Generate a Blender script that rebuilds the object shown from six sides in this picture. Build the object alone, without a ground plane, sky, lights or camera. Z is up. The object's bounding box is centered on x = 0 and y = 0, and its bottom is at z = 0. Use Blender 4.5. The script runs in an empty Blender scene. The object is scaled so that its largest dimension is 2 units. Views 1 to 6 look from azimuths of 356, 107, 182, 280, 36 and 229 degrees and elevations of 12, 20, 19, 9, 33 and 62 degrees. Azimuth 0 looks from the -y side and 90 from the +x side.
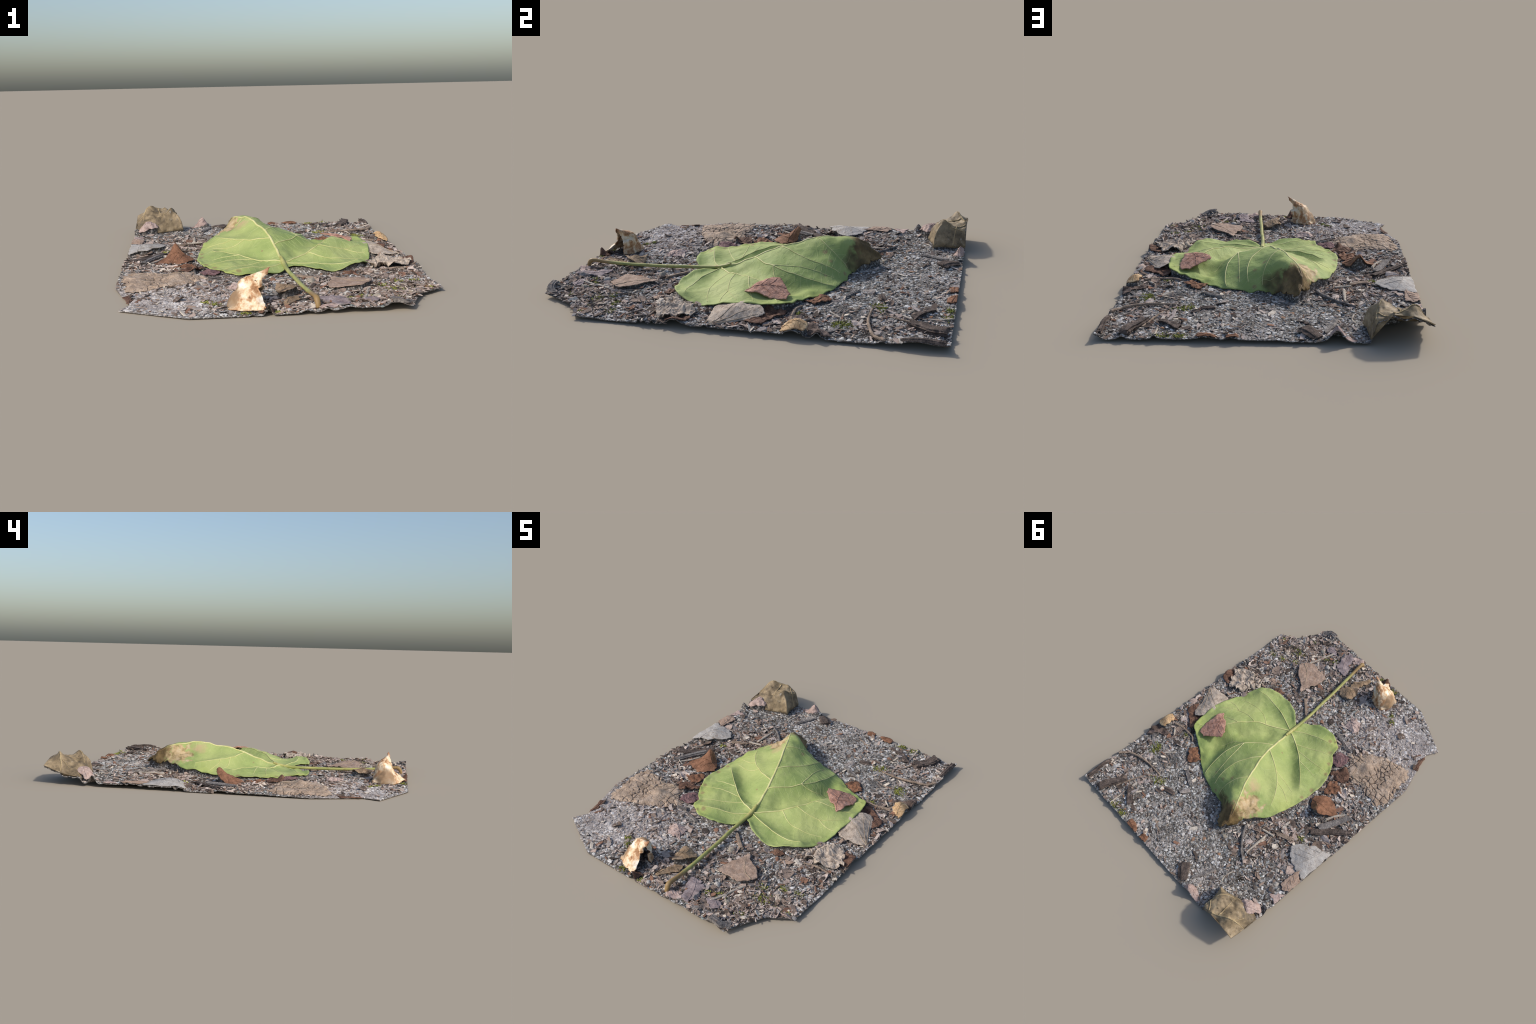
# Patch of gravelly forest floor with a large fallen green leaf, dead leaves, twigs and bark.
import bpy, math, random
import numpy as np
from mathutils import Vector
from mathutils.geometry import delaunay_2d_cdt

RNG = np.random.default_rng(7)
random.seed(7)
XM, YM = 0.739, 0.999          # half width and half length of the cut patch

# ------------------------------------------------------------------ noise
def _hash(ix, iy, s):
    n = (ix.astype(np.int64) * 374761393 + iy.astype(np.int64) * 668265263 + s * 1442695041) & 0xffffffff
    n = ((n ^ (n >> 13)) * 1274126177) & 0xffffffff
    n = ((n ^ (n >> 16)) * 2246822519) & 0xffffffff
    return ((n ^ (n >> 15)) & 0xffffff) / float(0xffffff)

def vnoise(x, y, s=0):
    x = np.asarray(x, float); y = np.asarray(y, float)
    ix, iy = np.floor(x), np.floor(y)
    fx, fy = x - ix, y - iy
    fx = fx * fx * (3 - 2 * fx); fy = fy * fy * (3 - 2 * fy)
    a, b = _hash(ix, iy, s), _hash(ix + 1, iy, s)
    c, d = _hash(ix, iy + 1, s), _hash(ix + 1, iy + 1, s)
    return (a + (b - a) * fx) * (1 - fy) + (c + (d - c) * fx) * fy - 0.5

def fbm(x, y, s=0, n=4):
    v, a = 0.0, 1.0
    for i in range(n):
        v = v + a * vnoise(x, y, s + 31 * i); x = np.asarray(x) * 2.03 + 5.1; y = np.asarray(y) * 2.03 - 3.7; a *= 0.5
    return v

def worley(x, y, s=0):
    """distance to nearest and second nearest feature point, and the id of the nearest"""
    ix, iy = np.floor(x), np.floor(y)
    f1 = np.full(x.shape, 9.0); f2 = f1.copy(); cid = np.zeros(x.shape)
    for dx in (-1, 0, 1):
        for dy in (-1, 0, 1):
            cx, cy = ix + dx, iy + dy
            px, py = cx + _hash(cx, cy, s), cy + _hash(cx, cy, s + 77)
            d = np.hypot(x - px, y - py)
            near = d < f1
            f2 = np.where(near, f1, np.minimum(f2, d)); f1 = np.where(near, d, f1)
            cid = np.where(near, _hash(cx, cy, s + 191), cid)
    return f1, f2, cid

def sstep(x, a, b):
    t = np.clip((x - a) / (b - a), 0, 1); return t * t * (3 - 2 * t)

# ------------------------------------------------------------------ smooth surface through control points
class Surface:
    """thin plate through (x, y, z) control points"""
    def __init__(self, pts, smooth=1e-4):
        p = np.array(pts, float); self.p = p[:, :2]; n = len(p)
        K = self._k(self.p, self.p) + smooth * np.eye(n)
        P = np.hstack([np.ones((n, 1)), self.p])
        A = np.zeros((n + 3, n + 3)); A[:n, :n] = K; A[:n, n:] = P; A[n:, :n] = P.T
        s = np.linalg.solve(A, np.concatenate([p[:, 2], np.zeros(3)]))
        self.w, self.a = s[:n], s[n:]
    @staticmethod
    def _k(a, b):
        d2 = ((a[:, None, :] - b[None, :, :]) ** 2).sum(2)
        return 0.5 * d2 * np.log(d2 + 1e-12)
    def __call__(self, x, y):
        x = np.atleast_1d(np.asarray(x, float)); y = np.atleast_1d(np.asarray(y, float))
        sh = x.shape; q = np.stack([x.ravel(), y.ravel()], 1); out = np.empty(len(q))
        for i in range(0, len(q), 40000):
            c = q[i:i + 40000]
            out[i:i + 40000] = self._k(c, self.p) @ self.w + self.a[0] + c @ self.a[1:]
        return out.reshape(sh)

def inside_distance(x, y, poly):
    """signed distance to a closed polygon, positive inside"""
    x = np.asarray(x, float); y = np.asarray(y, float)
    P = np.asarray(poly, float); d = np.full(x.shape, 1e9); ins = np.zeros(x.shape, bool)
    for (ax, ay), (bx, by) in zip(P, np.roll(P, -1, 0)):
        ex, ey = bx - ax, by - ay
        t = np.clip(((x - ax) * ex + (y - ay) * ey) / (ex * ex + ey * ey + 1e-15), 0, 1)
        d = np.minimum(d, np.hypot(x - ax - t * ex, y - ay - t * ey))
        if ay != by:
            c = ((ay > y) != (by > y)) & (x < ex * (y - ay) / (by - ay) + ax)
            ins ^= c
    return np.where(ins, d, -d)

def seg_dist(x, y, path):
    d = np.full(np.shape(x), 9.0)
    for (ax, ay), (bx, by) in zip(path[:-1], path[1:]):
        ex, ey = bx - ax, by - ay
        t = np.clip(((x - ax) * ex + (y - ay) * ey) / (ex * ex + ey * ey + 1e-15), 0, 1)
        d = np.minimum(d, np.hypot(x - ax - t * ex, y - ay - t * ey))
    return d

def spline(pts, n=8, closed=False):
    p = np.array(pts, float); m = len(p); out = []
    for i in range(m if closed else m - 1):
        g = (lambda j: p[j % m]) if closed else (lambda j: p[min(max(j, 0), m - 1)])
        a, b, c, d = g(i - 1), g(i), g(i + 1), g(i + 2)
        for k in range(n):
            t = k / n
            out.append(0.5 * (2 * b + (c - a) * t + (2 * a - 5 * b + 4 * c - d) * t * t + (3 * b - a - 3 * c + d) * t ** 3))
    if not closed: out.append(p[-1])
    return np.array(out)

# ------------------------------------------------------------------ materials
def N(t, kind, **kw):
    n = t.nodes.new(kind)
    for k, v in kw.items():
        if k in n.inputs.keys(): n.inputs[k].default_value = v
        else: setattr(n, k, v)
    return n

def ramp(t, fac, stops, interp='LINEAR'):
    r = t.nodes.new('ShaderNodeValToRGB'); e = r.color_ramp.elements; r.color_ramp.interpolation = interp
    while len(e) < len(stops): e.new(0.5)
    for el, (p, c) in zip(e, stops):
        el.position = p; el.color = (*c, 1) if len(c) == 3 else c
    t.links.new(fac, r.inputs[0]); return r.outputs[0]

def mix(t, fac, a, b, mode='MIX'):
    m = t.nodes.new('ShaderNodeMix'); m.data_type = 'RGBA'; m.blend_type = mode
    for sock, v in ((m.inputs[0], fac), (m.inputs[6], a), (m.inputs[7], b)):
        if hasattr(v, 'is_output'): t.links.new(v, sock)
        elif isinstance(v, (int, float)): sock.default_value = v
        else: sock.default_value = (*v, 1)
    return m.outputs[2]

def math_node(t, op, a, b=0.0, clamp=False):
    m = t.nodes.new('ShaderNodeMath'); m.operation = op; m.use_clamp = clamp
    for i, v in enumerate((a, b)):
        if hasattr(v, 'is_output'): t.links.new(v, m.inputs[i])
        else: m.inputs[i].default_value = v
    return m.outputs[0]

class Mat:
    def __init__(self, name, rough=0.8, spec=0.25):
        self.m = bpy.data.materials.new(name); self.m.use_nodes = True
        self.t = self.m.node_tree; self.b = self.t.nodes['Principled BSDF']
        self.b.inputs['Roughness'].default_value = rough
        self.b.inputs['Specular IOR Level'].default_value = spec
        self.co = self.t.nodes.new('ShaderNodeTexCoord').outputs['Object']
    def noise(self, scale, detail=4, rough=0.55, stretch=None, dist=0.0, off=0.0):
        n = N(self.t, 'ShaderNodeTexNoise', Scale=scale, Detail=detail, Roughness=rough, Distortion=dist)
        src = self.co
        if stretch or off:
            mp = self.t.nodes.new('ShaderNodeMapping'); self.t.links.new(src, mp.inputs[0])
            mp.inputs['Location'].default_value = (off, off * 0.7, off * 1.3)
            if stretch: mp.inputs['Scale'].default_value = stretch
            src = mp.outputs[0]
        self.t.links.new(src, n.inputs['Vector']); return n.outputs[0]
    def voronoi(self, scale, feature='F1', out='Distance', rnd=1.0):
        n = N(self.t, 'ShaderNodeTexVoronoi', feature=feature); n.inputs['Scale'].default_value = scale
        n.inputs['Randomness'].default_value = rnd
        self.t.links.new(self.co, n.inputs['Vector']); return n.outputs[out]
    def ramp(self, fac, stops, interp='LINEAR'): return ramp(self.t, fac, stops, interp)
    def mix(self, *a, **k): return mix(self.t, *a, **k)
    def math(self, *a, **k): return math_node(self.t, *a, **k)
    def blob(self, c, r0, r1, wob=0.0, wscale=12, sx=1.0, sy=1.0, sz=1.0):
        """1 inside radius r0 of point c, 0 beyond r1, edge wobbling with noise"""
        mp = self.t.nodes.new('ShaderNodeMapping'); self.t.links.new(self.co, mp.inputs[0])
        mp.inputs['Location'].default_value = (-c[0] * sx, -c[1] * sy, -c[2] * sz); mp.inputs['Scale'].default_value = (sx, sy, sz)
        l = self.t.nodes.new('ShaderNodeVectorMath'); l.operation = 'LENGTH'; self.t.links.new(mp.outputs[0], l.inputs[0])
        d = l.outputs['Value']
        if wob:
            d = self.math('ADD', d, self.math('MULTIPLY', self.math('SUBTRACT', self.noise(wscale, 5), 0.5), wob))
        mr = self.t.nodes.new('ShaderNodeMapRange'); mr.interpolation_type = 'SMOOTHSTEP'
        self.t.links.new(d, mr.inputs[0]); mr.inputs[1].default_value = r0; mr.inputs[2].default_value = r1
        mr.inputs[3].default_value = 1.0; mr.inputs[4].default_value = 0.0
        return mr.outputs[0]
    def color(self, c): self.t.links.new(c, self.b.inputs['Base Color']); return self
    def bump(self, h, strength=0.4, dist=0.004):
        b = N(self.t, 'ShaderNodeBump', Strength=strength, Distance=dist)
        self.t.links.new(h, b.inputs['Height']); self.t.links.new(b.outputs[0], self.b.inputs['Normal']); return self

def island(m):
    g = m.t.nodes.new('ShaderNodeNewGeometry'); return g.outputs['Random Per Island']

def simple_mat(name, dark, mid, light, scale=18, rough=0.8, stretch=None, bump=0.5, spots=None, bscale=60):
    m = Mat(name, rough)
    c = m.ramp(m.noise(scale, 6, 0.65, stretch), [(0.28, dark), (0.5, mid), (0.72, light)])
    fine = m.noise(scale * 5, 4, 0.7, (1.0, 2.2, 1.0), 0.6)
    c = m.mix(m.ramp(fine, [(0.30, (0.75, 0.75, 0.75)), (0.5, (0, 0, 0))]), c, tuple(v * 0.62 for v in dark))
    c = m.mix(m.ramp(fine, [(0.55, (0, 0, 0)), (0.75, (0.7, 0.7, 0.7))]), c, tuple(min(v * 1.18 + 0.02, 1) for v in light))
    speck = m.ramp(m.voronoi(scale * 2.6), [(0.07, (0.8, 0.8, 0.8)), (0.16, (0, 0, 0))])
    c = m.mix(m.math('MULTIPLY', speck, m.ramp(m.noise(scale * 0.7, 2, 0.5, off=7.0), [(0.45, (0, 0, 0)), (0.6, (1, 1, 1))])), c, tuple(v * 0.5 for v in dark))
    if spots:
        c = m.mix(m.ramp(m.noise(scale * 2.2, 3, 0.6, off=3.0), [(0.60, (0, 0, 0)), (0.68, (0.85, 0.85, 0.85))]), c, spots)
    m.color(c).bump(m.noise(bscale, 6, 0.68, stretch), bump + 0.25, 0.006)
    return m.m

# ---- gravel bed
def mat_gravel_bed():
    m = Mat('gravel_soil', 0.9, 0.15)
    grain = m.voronoi(125, out='Color')
    sep = m.t.nodes.new('ShaderNodeSeparateColor'); m.t.links.new(grain, sep.inputs[0])
    g = m.ramp(sep.outputs[0], [(0.0, (0.06, 0.056, 0.053)), (0.35, (0.13, 0.12, 0.112)), (0.62, (0.22, 0.208, 0.195)),
                                (0.82, (0.40, 0.385, 0.37)), (1.0, (0.60, 0.59, 0.58))])
    g = m.mix(m.math('MULTIPLY', sep.outputs[1], 0.35), g, (0.21, 0.155, 0.115))
    gap = m.ramp(m.voronoi(125, 'DISTANCE_TO_EDGE'), [(0.0, (1, 1, 1)), (0.16, (0, 0, 0))])
    g = m.mix(gap, g, (0.042, 0.039, 0.038))
    # damp brown humus patches and paler dusty patches
    g = m.mix(m.ramp(m.noise(4.5, 5, 0.6), [(0.5, (0, 0, 0)), (0.68, (0.55, 0.55, 0.55))]), g, (0.075, 0.06, 0.05))
    g = m.mix(m.math('MULTIPLY', m.blob((-0.48, -0.62, 0), 0.12, 0.42, 0.2, 9), 0.45), g, (0.50, 0.44, 0.41))
    g = m.mix(m.blob((-0.476, 0.702, 0.02), 0.02, 0.045, 0.02, 60), g, (0.035, 0.027, 0.02))
    m.color(g).bump(m.voronoi(125), 0.35, 0.003)
    return m.m

def mat_pebble():
    m = Mat('gravel_grain', 0.85, 0.2)
    r = island(m)
    c = m.ramp(r, [(0.0, (0.075, 0.071, 0.068)), (0.13, (0.17, 0.163, 0.155)), (0.27, (0.30, 0.288, 0.272)), (0.39, (0.21, 0.17, 0.138)),
                   (0.48, (0.43, 0.415, 0.395)), (0.62, (0.37, 0.38, 0.385)), (0.71, (0.52, 0.465, 0.40)), (0.79, (0.66, 0.65, 0.63)),
                   (0.90, (0.86, 0.85, 0.83)), (0.975, (0.36, 0.19, 0.10)), (0.985, (0.28, 0.33, 0.32))], 'CONSTANT')
    c = m.mix(m.ramp(m.noise(140, 3), [(0.4, (0, 0, 0)), (0.75, (0.5, 0.5, 0.5))]), c, (0.13, 0.115, 0.10))
    # soil-stained grains: olive brown across the back, near-black blotches in places; dusty pinkish ones at the front corners
    c = m.mix(m.math('MULTIPLY', m.blob((0.10, 0.62, 0), 0.22, 0.62, 0.35, 6, sy=1.2), 0.25), c, (0.24, 0.22, 0.19))
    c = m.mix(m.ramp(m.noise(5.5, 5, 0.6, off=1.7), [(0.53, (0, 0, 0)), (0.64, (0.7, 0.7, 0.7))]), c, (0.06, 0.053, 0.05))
    c = m.mix(m.ramp(m.noise(4.2, 4, 0.6, off=9.0), [(0.52, (0, 0, 0)), (0.66, (0.5, 0.5, 0.5))]), c, (0.55, 0.50, 0.47))
    c = m.mix(m.math('MULTIPLY', m.blob((-0.46, -0.64, 0), 0.15, 0.45, 0.25, 7), 0.45), c, (0.66, 0.58, 0.55))
    c = m.mix(m.math('MULTIPLY', m.blob((0.58, -0.78, 0), 0.08, 0.30, 0.2, 7), 0.30), c, (0.62, 0.52, 0.48))
    m.color(c).bump(m.noise(300, 3), 0.3, 0.002)
    return m.m

def mat_chips():
    m = Mat('bark_crumb', 0.85, 0.2)
    c = m.ramp(island(m), [(0.0, (0.08, 0.062, 0.052)), (0.14, (0.17, 0.125, 0.10)), (0.30, (0.28, 0.21, 0.17)), (0.46, (0.42, 0.33, 0.285)),
                           (0.62, (0.54, 0.45, 0.40)), (0.76, (0.25, 0.135, 0.09)), (0.83, (0.34, 0.30, 0.275)), (0.92, (0.66, 0.58, 0.49))], 'CONSTANT')
    c = m.mix(m.ramp(m.noise(90, 4), [(0.45, (0, 0, 0)), (0.75, (0.45, 0.45, 0.45))]), c, (0.09, 0.07, 0.06))
    m.color(c).bump(m.noise(180, 4), 0.4, 0.003)
    return m.m

def mat_moss():
    m = Mat('moss', 0.9, 0.1)
    m.color(m.ramp(island(m), [(0.0, (0.09, 0.10, 0.03)), (0.5, (0.20, 0.21, 0.05)), (1.0, (0.36, 0.36, 0.10))])); return m.m

# ---- green leaf
def mat_green():
    m = Mat('green_leaf_skin', 0.62, 0.22)
    base = m.ramp(m.noise(6.5, 5, 0.55), [(0.28, (0.235, 0.32, 0.10)), (0.5, (0.345, 0.42, 0.145)), (0.74, (0.47, 0.52, 0.205))])
    # fine net of small veins, paler
    net = m.ramp(m.voronoi(30, 'DISTANCE_TO_EDGE'), [(0.0, (0.5, 0.5, 0.5)), (0.045, (0, 0, 0))])
    base = m.mix(m.math('MULTIPLY', net, 0.28), base, (0.46, 0.53, 0.25))
    base = m.mix(m.math('MULTIPLY', m.ramp(m.noise(70, 4), [(0.35, (1, 1, 1)), (0.65, (0, 0, 0))]), 0.16), base, (0.17, 0.27, 0.07))
    # yellowed margin zone on the lower lobes
    for c, r0, r1, a in (((-0.20, -0.39, 0.04), 0.02, 0.13, 0.5), ((-0.30, -0.22, 0.03), 0.02, 0.12, 0.4), ((0.53, 0.22, 0.06), 0.01, 0.12, 0.45),
                         ((0.33, 0.36, 0.03), 0.0, 0.11, 0.4), ((-0.30, 0.18, 0.06), 0.02, 0.14, 0.4)):
        base = m.mix(m.math('MULTIPLY', m.blob(c, r0, r1, 0.06, 14), a), base, (0.47, 0.53, 0.14))
    for c, r0, r1, a in (((-0.17, 0.12, 0.09), 0.04, 0.24, 0.40), ((0.40, -0.12, 0.06), 0.03, 0.17, 0.38), ((-0.17, -0.26, 0.04), 0.03, 0.18, 0.35)):
        base = m.mix(m.math('MULTIPLY', m.blob(c, r0, r1, 0.12, 9), a), base, (0.52, 0.55, 0.22))
    base = m.mix(m.math('MULTIPLY', m.blob((0.14, 0.30, 0.10), 0.05, 0.26, 0.12, 9), 0.35), base, (0.26, 0.37, 0.12))
    # wilted tan blotch beside the tip
    tan = m.ramp(m.noise(26, 5, 0.6), [(0.36, (0.27, 0.21, 0.09)), (0.5, (0.52, 0.38, 0.21)), (0.66, (0.62, 0.50, 0.33))])
    base = m.mix(m.blob((-0.18, 0.385, 0.115), 0.072, 0.098, 0.22, 24), base, tan)
    base = m.mix(m.math('MULTIPLY', m.blob((-0.10, 0.27, 0.15), 0.01, 0.06, 0.09, 24), 0.75), base, (0.50, 0.36, 0.21))
    # brown dead tip
    tip = m.ramp(m.noise(16, 5, 0.6), [(0.30, (0.07, 0.05, 0.025)), (0.5, (0.17, 0.115, 0.05)), (0.70, (0.30, 0.205, 0.095))])
    base = m.mix(m.blob((-0.125, 0.565, 0.09), 0.12, 0.15, 0.14, 18), base, tip)
    base = m.mix(m.math('MULTIPLY', m.blob((-0.035, 0.46, 0.075), 0.04, 0.095, 0.09, 18, sz=1.2), 0.85), base, m.ramp(m.noise(24, 4), [(0.35, (0.06, 0.05, 0.025)), (0.6, (0.17, 0.125, 0.06)), (0.75, (0.20, 0.24, 0.08))]))  # shadow under the ridge partly baked into this dark brown blotch
    # small rust spots
    for c, r in (((0.080, 0.372, 0.119), 0.018), ((0.165, 0.36, 0.07), 0.012), ((0.075, 0.44, 0.05), 0.016), ((0.03, 0.33, 0.14), 0.020),
                 ((-0.035, -0.12, 0.05), 0.017), ((-0.015, -0.055, 0.07), 0.009), ((-0.155, -0.36, 0.04), 0.02), ((-0.215, -0.30, 0.045), 0.024), ((-0.27, -0.24, 0.035), 0.02),
                 ((-0.31, -0.17, 0.035), 0.018), ((-0.335, -0.02, 0.035), 0.02), ((-0.33, 0.06, 0.04), 0.018), ((0.235, 0.30, 0.06), 0.010), ((-0.18, -0.385, 0.04), 0.014)):
        base = m.mix(m.math('MULTIPLY', m.blob(c, r * 0.3, r, 0.02, 60), 0.7), base, (0.30, 0.20, 0.11))
    m.color(base)
    h = m.math('ADD', m.math('MULTIPLY', net, 1.0), m.math('MULTIPLY', m.noise(45, 5), 0.8))
    m.bump(h, 0.3, 0.005)
    t = m.t; tr = t.nodes.new('ShaderNodeBsdfTranslucent'); t.links.new(base, tr.inputs[0])
    mx = t.nodes.new('ShaderNodeMixShader'); mx.inputs[0].default_value = 0.08
    out = t.nodes['Material Output']
    t.links.new(m.b.outputs[0], mx.inputs[1]); t.links.new(tr.outputs[0], mx.inputs[2]); t.links.new(mx.outputs[0], out.inputs[0])
    return m.m

def mat_vein():
    m = Mat('leaf_vein', 0.55, 0.3)
    c = m.ramp(m.noise(20, 3), [(0.35, (0.50, 0.49, 0.20)), (0.7, (0.66, 0.63, 0.33))])
    c = m.mix(m.blob((-0.125, 0.565, 0.09), 0.10, 0.18, 0.06, 13), c, (0.16, 0.105, 0.05))
    m.color(c); return m.m

def mat_stalk():
    m = Mat('leaf_stalk', 0.5, 0.35)
    c = m.ramp(m.noise(14, 4, 0.6, (3, 0.8, 3)), [(0.32, (0.22, 0.25, 0.07)), (0.5, (0.36, 0.36, 0.12)), (0.7, (0.50, 0.46, 0.17))])
    c = m.mix(m.math('MULTIPLY', m.ramp(m.noise(30, 3, 0.6), [(0.55, (0, 0, 0)), (0.65, (1, 1, 1))]), 0.5), c, (0.30, 0.19, 0.07))
    c = m.mix(m.blob((0.14, -0.97, 0.04), 0.09, 0.20, 0.10, 14), c, (0.29, 0.19, 0.08))
    m.color(c).bump(m.noise(80, 4, 0.6, (1, 0.2, 1)), 0.4, 0.003); return m.m

# ------------------------------------------------------------------ mesh helpers
def new_mesh(name, verts, faces, mat, smooth=True):
    me = bpy.data.meshes.new(name)
    verts = np.array(verts, np.float32)
    # nothing passes the cut planes of the patch
    verts[:, 0] = np.clip(verts[:, 0], -0.742, 0.742); verts[:, 1] = np.clip(verts[:, 1], -1.0, 1.0); verts[:, 2] = np.maximum(verts[:, 2], 0.0004)
    if isinstance(faces, np.ndarray):
        n, k = faces.shape
        me.vertices.add(len(verts)); me.vertices.foreach_set('co', verts.ravel())
        me.loops.add(n * k); me.loops.foreach_set('vertex_index', faces.astype(np.int32).ravel())
        me.polygons.add(n); me.polygons.foreach_set('loop_start', np.arange(0, n * k, k, dtype=np.int32))
        me.polygons.foreach_set('loop_total', np.full(n, k, np.int32))
        me.update(calc_edges=True)
    else:
        me.from_pydata([tuple(map(float, v)) for v in verts], [], faces); me.update()
    me.polygons.foreach_set('use_smooth', np.full(len(me.polygons), smooth)); me.validate()
    if mat: me.materials.append(mat)
    ob = bpy.data.objects.new(name, me); bpy.context.scene.collection.objects.link(ob)
    return ob

def parent(ob, par): ob.parent = par; return ob

def top(ob, label, cat): ob['label'] = label; ob['category'] = cat; return ob

def empty(name, label, cat, loc=(0, 0, 0)):
    e = bpy.data.objects.new(name, None); e.empty_display_size = 0.05; e.location = loc
    bpy.context.scene.collection.objects.link(e); return top(e, label, cat)

def thicken(v, tris, th):
    """two-sided sheet: the given surface on top, a copy th below along the normals, closed at the rim"""
    v = np.asarray(v, float); t = np.asarray(tris, int)
    fn = np.cross(v[t[:, 1]] - v[t[:, 0]], v[t[:, 2]] - v[t[:, 0]])
    nrm = np.zeros_like(v)
    for k in range(3): np.add.at(nrm, t[:, k], fn)
    nrm /= np.linalg.norm(nrm, axis=1)[:, None] + 1e-12
    low = v - nrm * th
    n = len(v); e = {}
    for a, b, c in t.tolist():
        for i, j in ((a, b), (b, c), (c, a)):
            if (j, i) in e: del e[(j, i)]
            else: e[(i, j)] = 1
    rim = []
    for i, j in e: rim += [(i, i + n, j + n), (i, j + n, j)]
    rim = [(c, b, a) for a, b, c in rim]
    rim = [(a, c, b) for a, b, c in rim]
    tri = np.vstack([t, t[:, ::-1] + n, np.array(rim, int)])
    return np.vstack([v, low]), tri

def fill(poly, step, jitter=0.25, seed=3):
    """triangulated interior of a polygon: returns xy points and triangles"""
    P = np.asarray(poly, float)
    x0, y0 = P.min(0); x1, y1 = P.max(0)
    gx, gy = np.meshgrid(np.arange(x0, x1, step), np.arange(y0, y1, step * 0.87))
    gx = gx + (np.arange(gx.shape[0])[:, None] % 2) * step * 0.5
    r = np.random.default_rng(seed)
    gx = gx + r.uniform(-jitter, jitter, gx.shape) * step; gy = gy + r.uniform(-jitter, jitter, gy.shape) * step
    d = inside_distance(gx, gy, P); k = d > step * 0.45
    pts = [Vector(p) for p in P] + [Vector((a, b)) for a, b in zip(gx[k], gy[k])]
    n = len(P)
    vs, _, fs, *_ = delaunay_2d_cdt(pts, [(i, (i + 1) % n) for i in range(n)], [list(range(n))], 1, 1e-6)
    v = np.array([(p.x, p.y) for p in vs])
    f = np.array([q for q in fs if len(q) == 3], int)
    a, b, c = v[f[:, 0]], v[f[:, 1]], v[f[:, 2]]
    area = (b[:, 0] - a[:, 0]) * (c[:, 1] - a[:, 1]) - (b[:, 1] - a[:, 1]) * (c[:, 0] - a[:, 0])
    f[area < 0] = f[area < 0][:, ::-1]
    return v, f[np.abs(area) > 1e-10]

def tube(path, radii, seg=10, flat=1.0, rough=0.0, seed=1, cap=True):
    p = np.asarray(path, float); n = len(p); radii = np.broadcast_to(radii, (n,)).astype(float)
    tan = np.gradient(p, axis=0); tan /= np.linalg.norm(tan, axis=1)[:, None] + 1e-12
    up = np.array([0, 0, 1.0]); V = []
    r = np.random.default_rng(seed)
    for i in range(n):
        s = np.cross(tan[i], up)
        if np.linalg.norm(s) < 0.2: s = np.cross(tan[i], (0, 1, 0.0))
        s /= np.linalg.norm(s); u = np.cross(s, tan[i])
        for k in range(seg):
            a = 2 * math.pi * k / seg
            rr = radii[i] * (1 + (rough * r.uniform(-1, 1) if rough else 0))
            V.append(p[i] + s * math.cos(a) * rr + u * math.sin(a) * rr * flat)
    F = []
    for i in range(n - 1):
        for k in range(seg):
            a, b = i * seg + k, i * seg + (k + 1) % seg
            F.append((a, b, b + seg, a + seg))
    if cap:
        F.append(tuple(range(seg))[::-1]); F.append(tuple(range((n - 1) * seg, n * seg)))
    return V, F

# ------------------------------------------------------------------ ground height
base_ground = Surface([
    (0.72, 0.98, 0.016), (0.45, 0.98, 0.017), (0.1, 0.98, 0.018), (-0.2, 0.98, 0.016), (-0.45, 0.9, 0.016), (-0.72, 0.68, 0.018),
    (-0.73, 0.45, 0.020), (-0.73, 0.16, 0.003), (-0.73, -0.1, 0.014), (-0.73, -0.4, 0.008), (-0.66, -0.62, 0.006), (-0.68, -0.84, 0.0035),
    (-0.40, -0.99, 0.0035), (-0.2, -0.99, 0.0035), (0.0, -0.98, 0.009), (0.2, -0.98, 0.021), (0.4, -0.98, 0.023), (0.62, -0.80, 0.02),
    (0.73, -0.70, 0.019), (0.73, -0.48, 0.010), (0.73, -0.1, 0.020), (0.73, 0.2, 0.023), (0.73, 0.57, 0.014), (0.73, 0.72, 0.017),
    (0.43, 0.63, 0.022), (0.33, 0.47, 0.022), (-0.03, 0.63, 0.022), (-0.51, -0.57, 0.016), (-0.52, -0.70, 0.008), (-0.32, -0.60, 0.010),
    (-0.27, -0.83, 0.008), (0.64, -0.50, 0.017), (0.60, -0.66, 0.015), (0.40, -0.70, 0.014), (0.35, -0.89, 0.018), (-0.48, 0.70, 0.021),
    (0.37, 0.38, 0.024), (0.18, -0.51, 0.008), (-0.1, -0.7, 0.007), (0.1, -0.8, 0.010), (-0.45, 0.2, 0.016), (-0.4, -0.1, 0.012), (0, 0, 0.015), (-0.3, 0.6, 0.022)], 1e-3)

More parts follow.
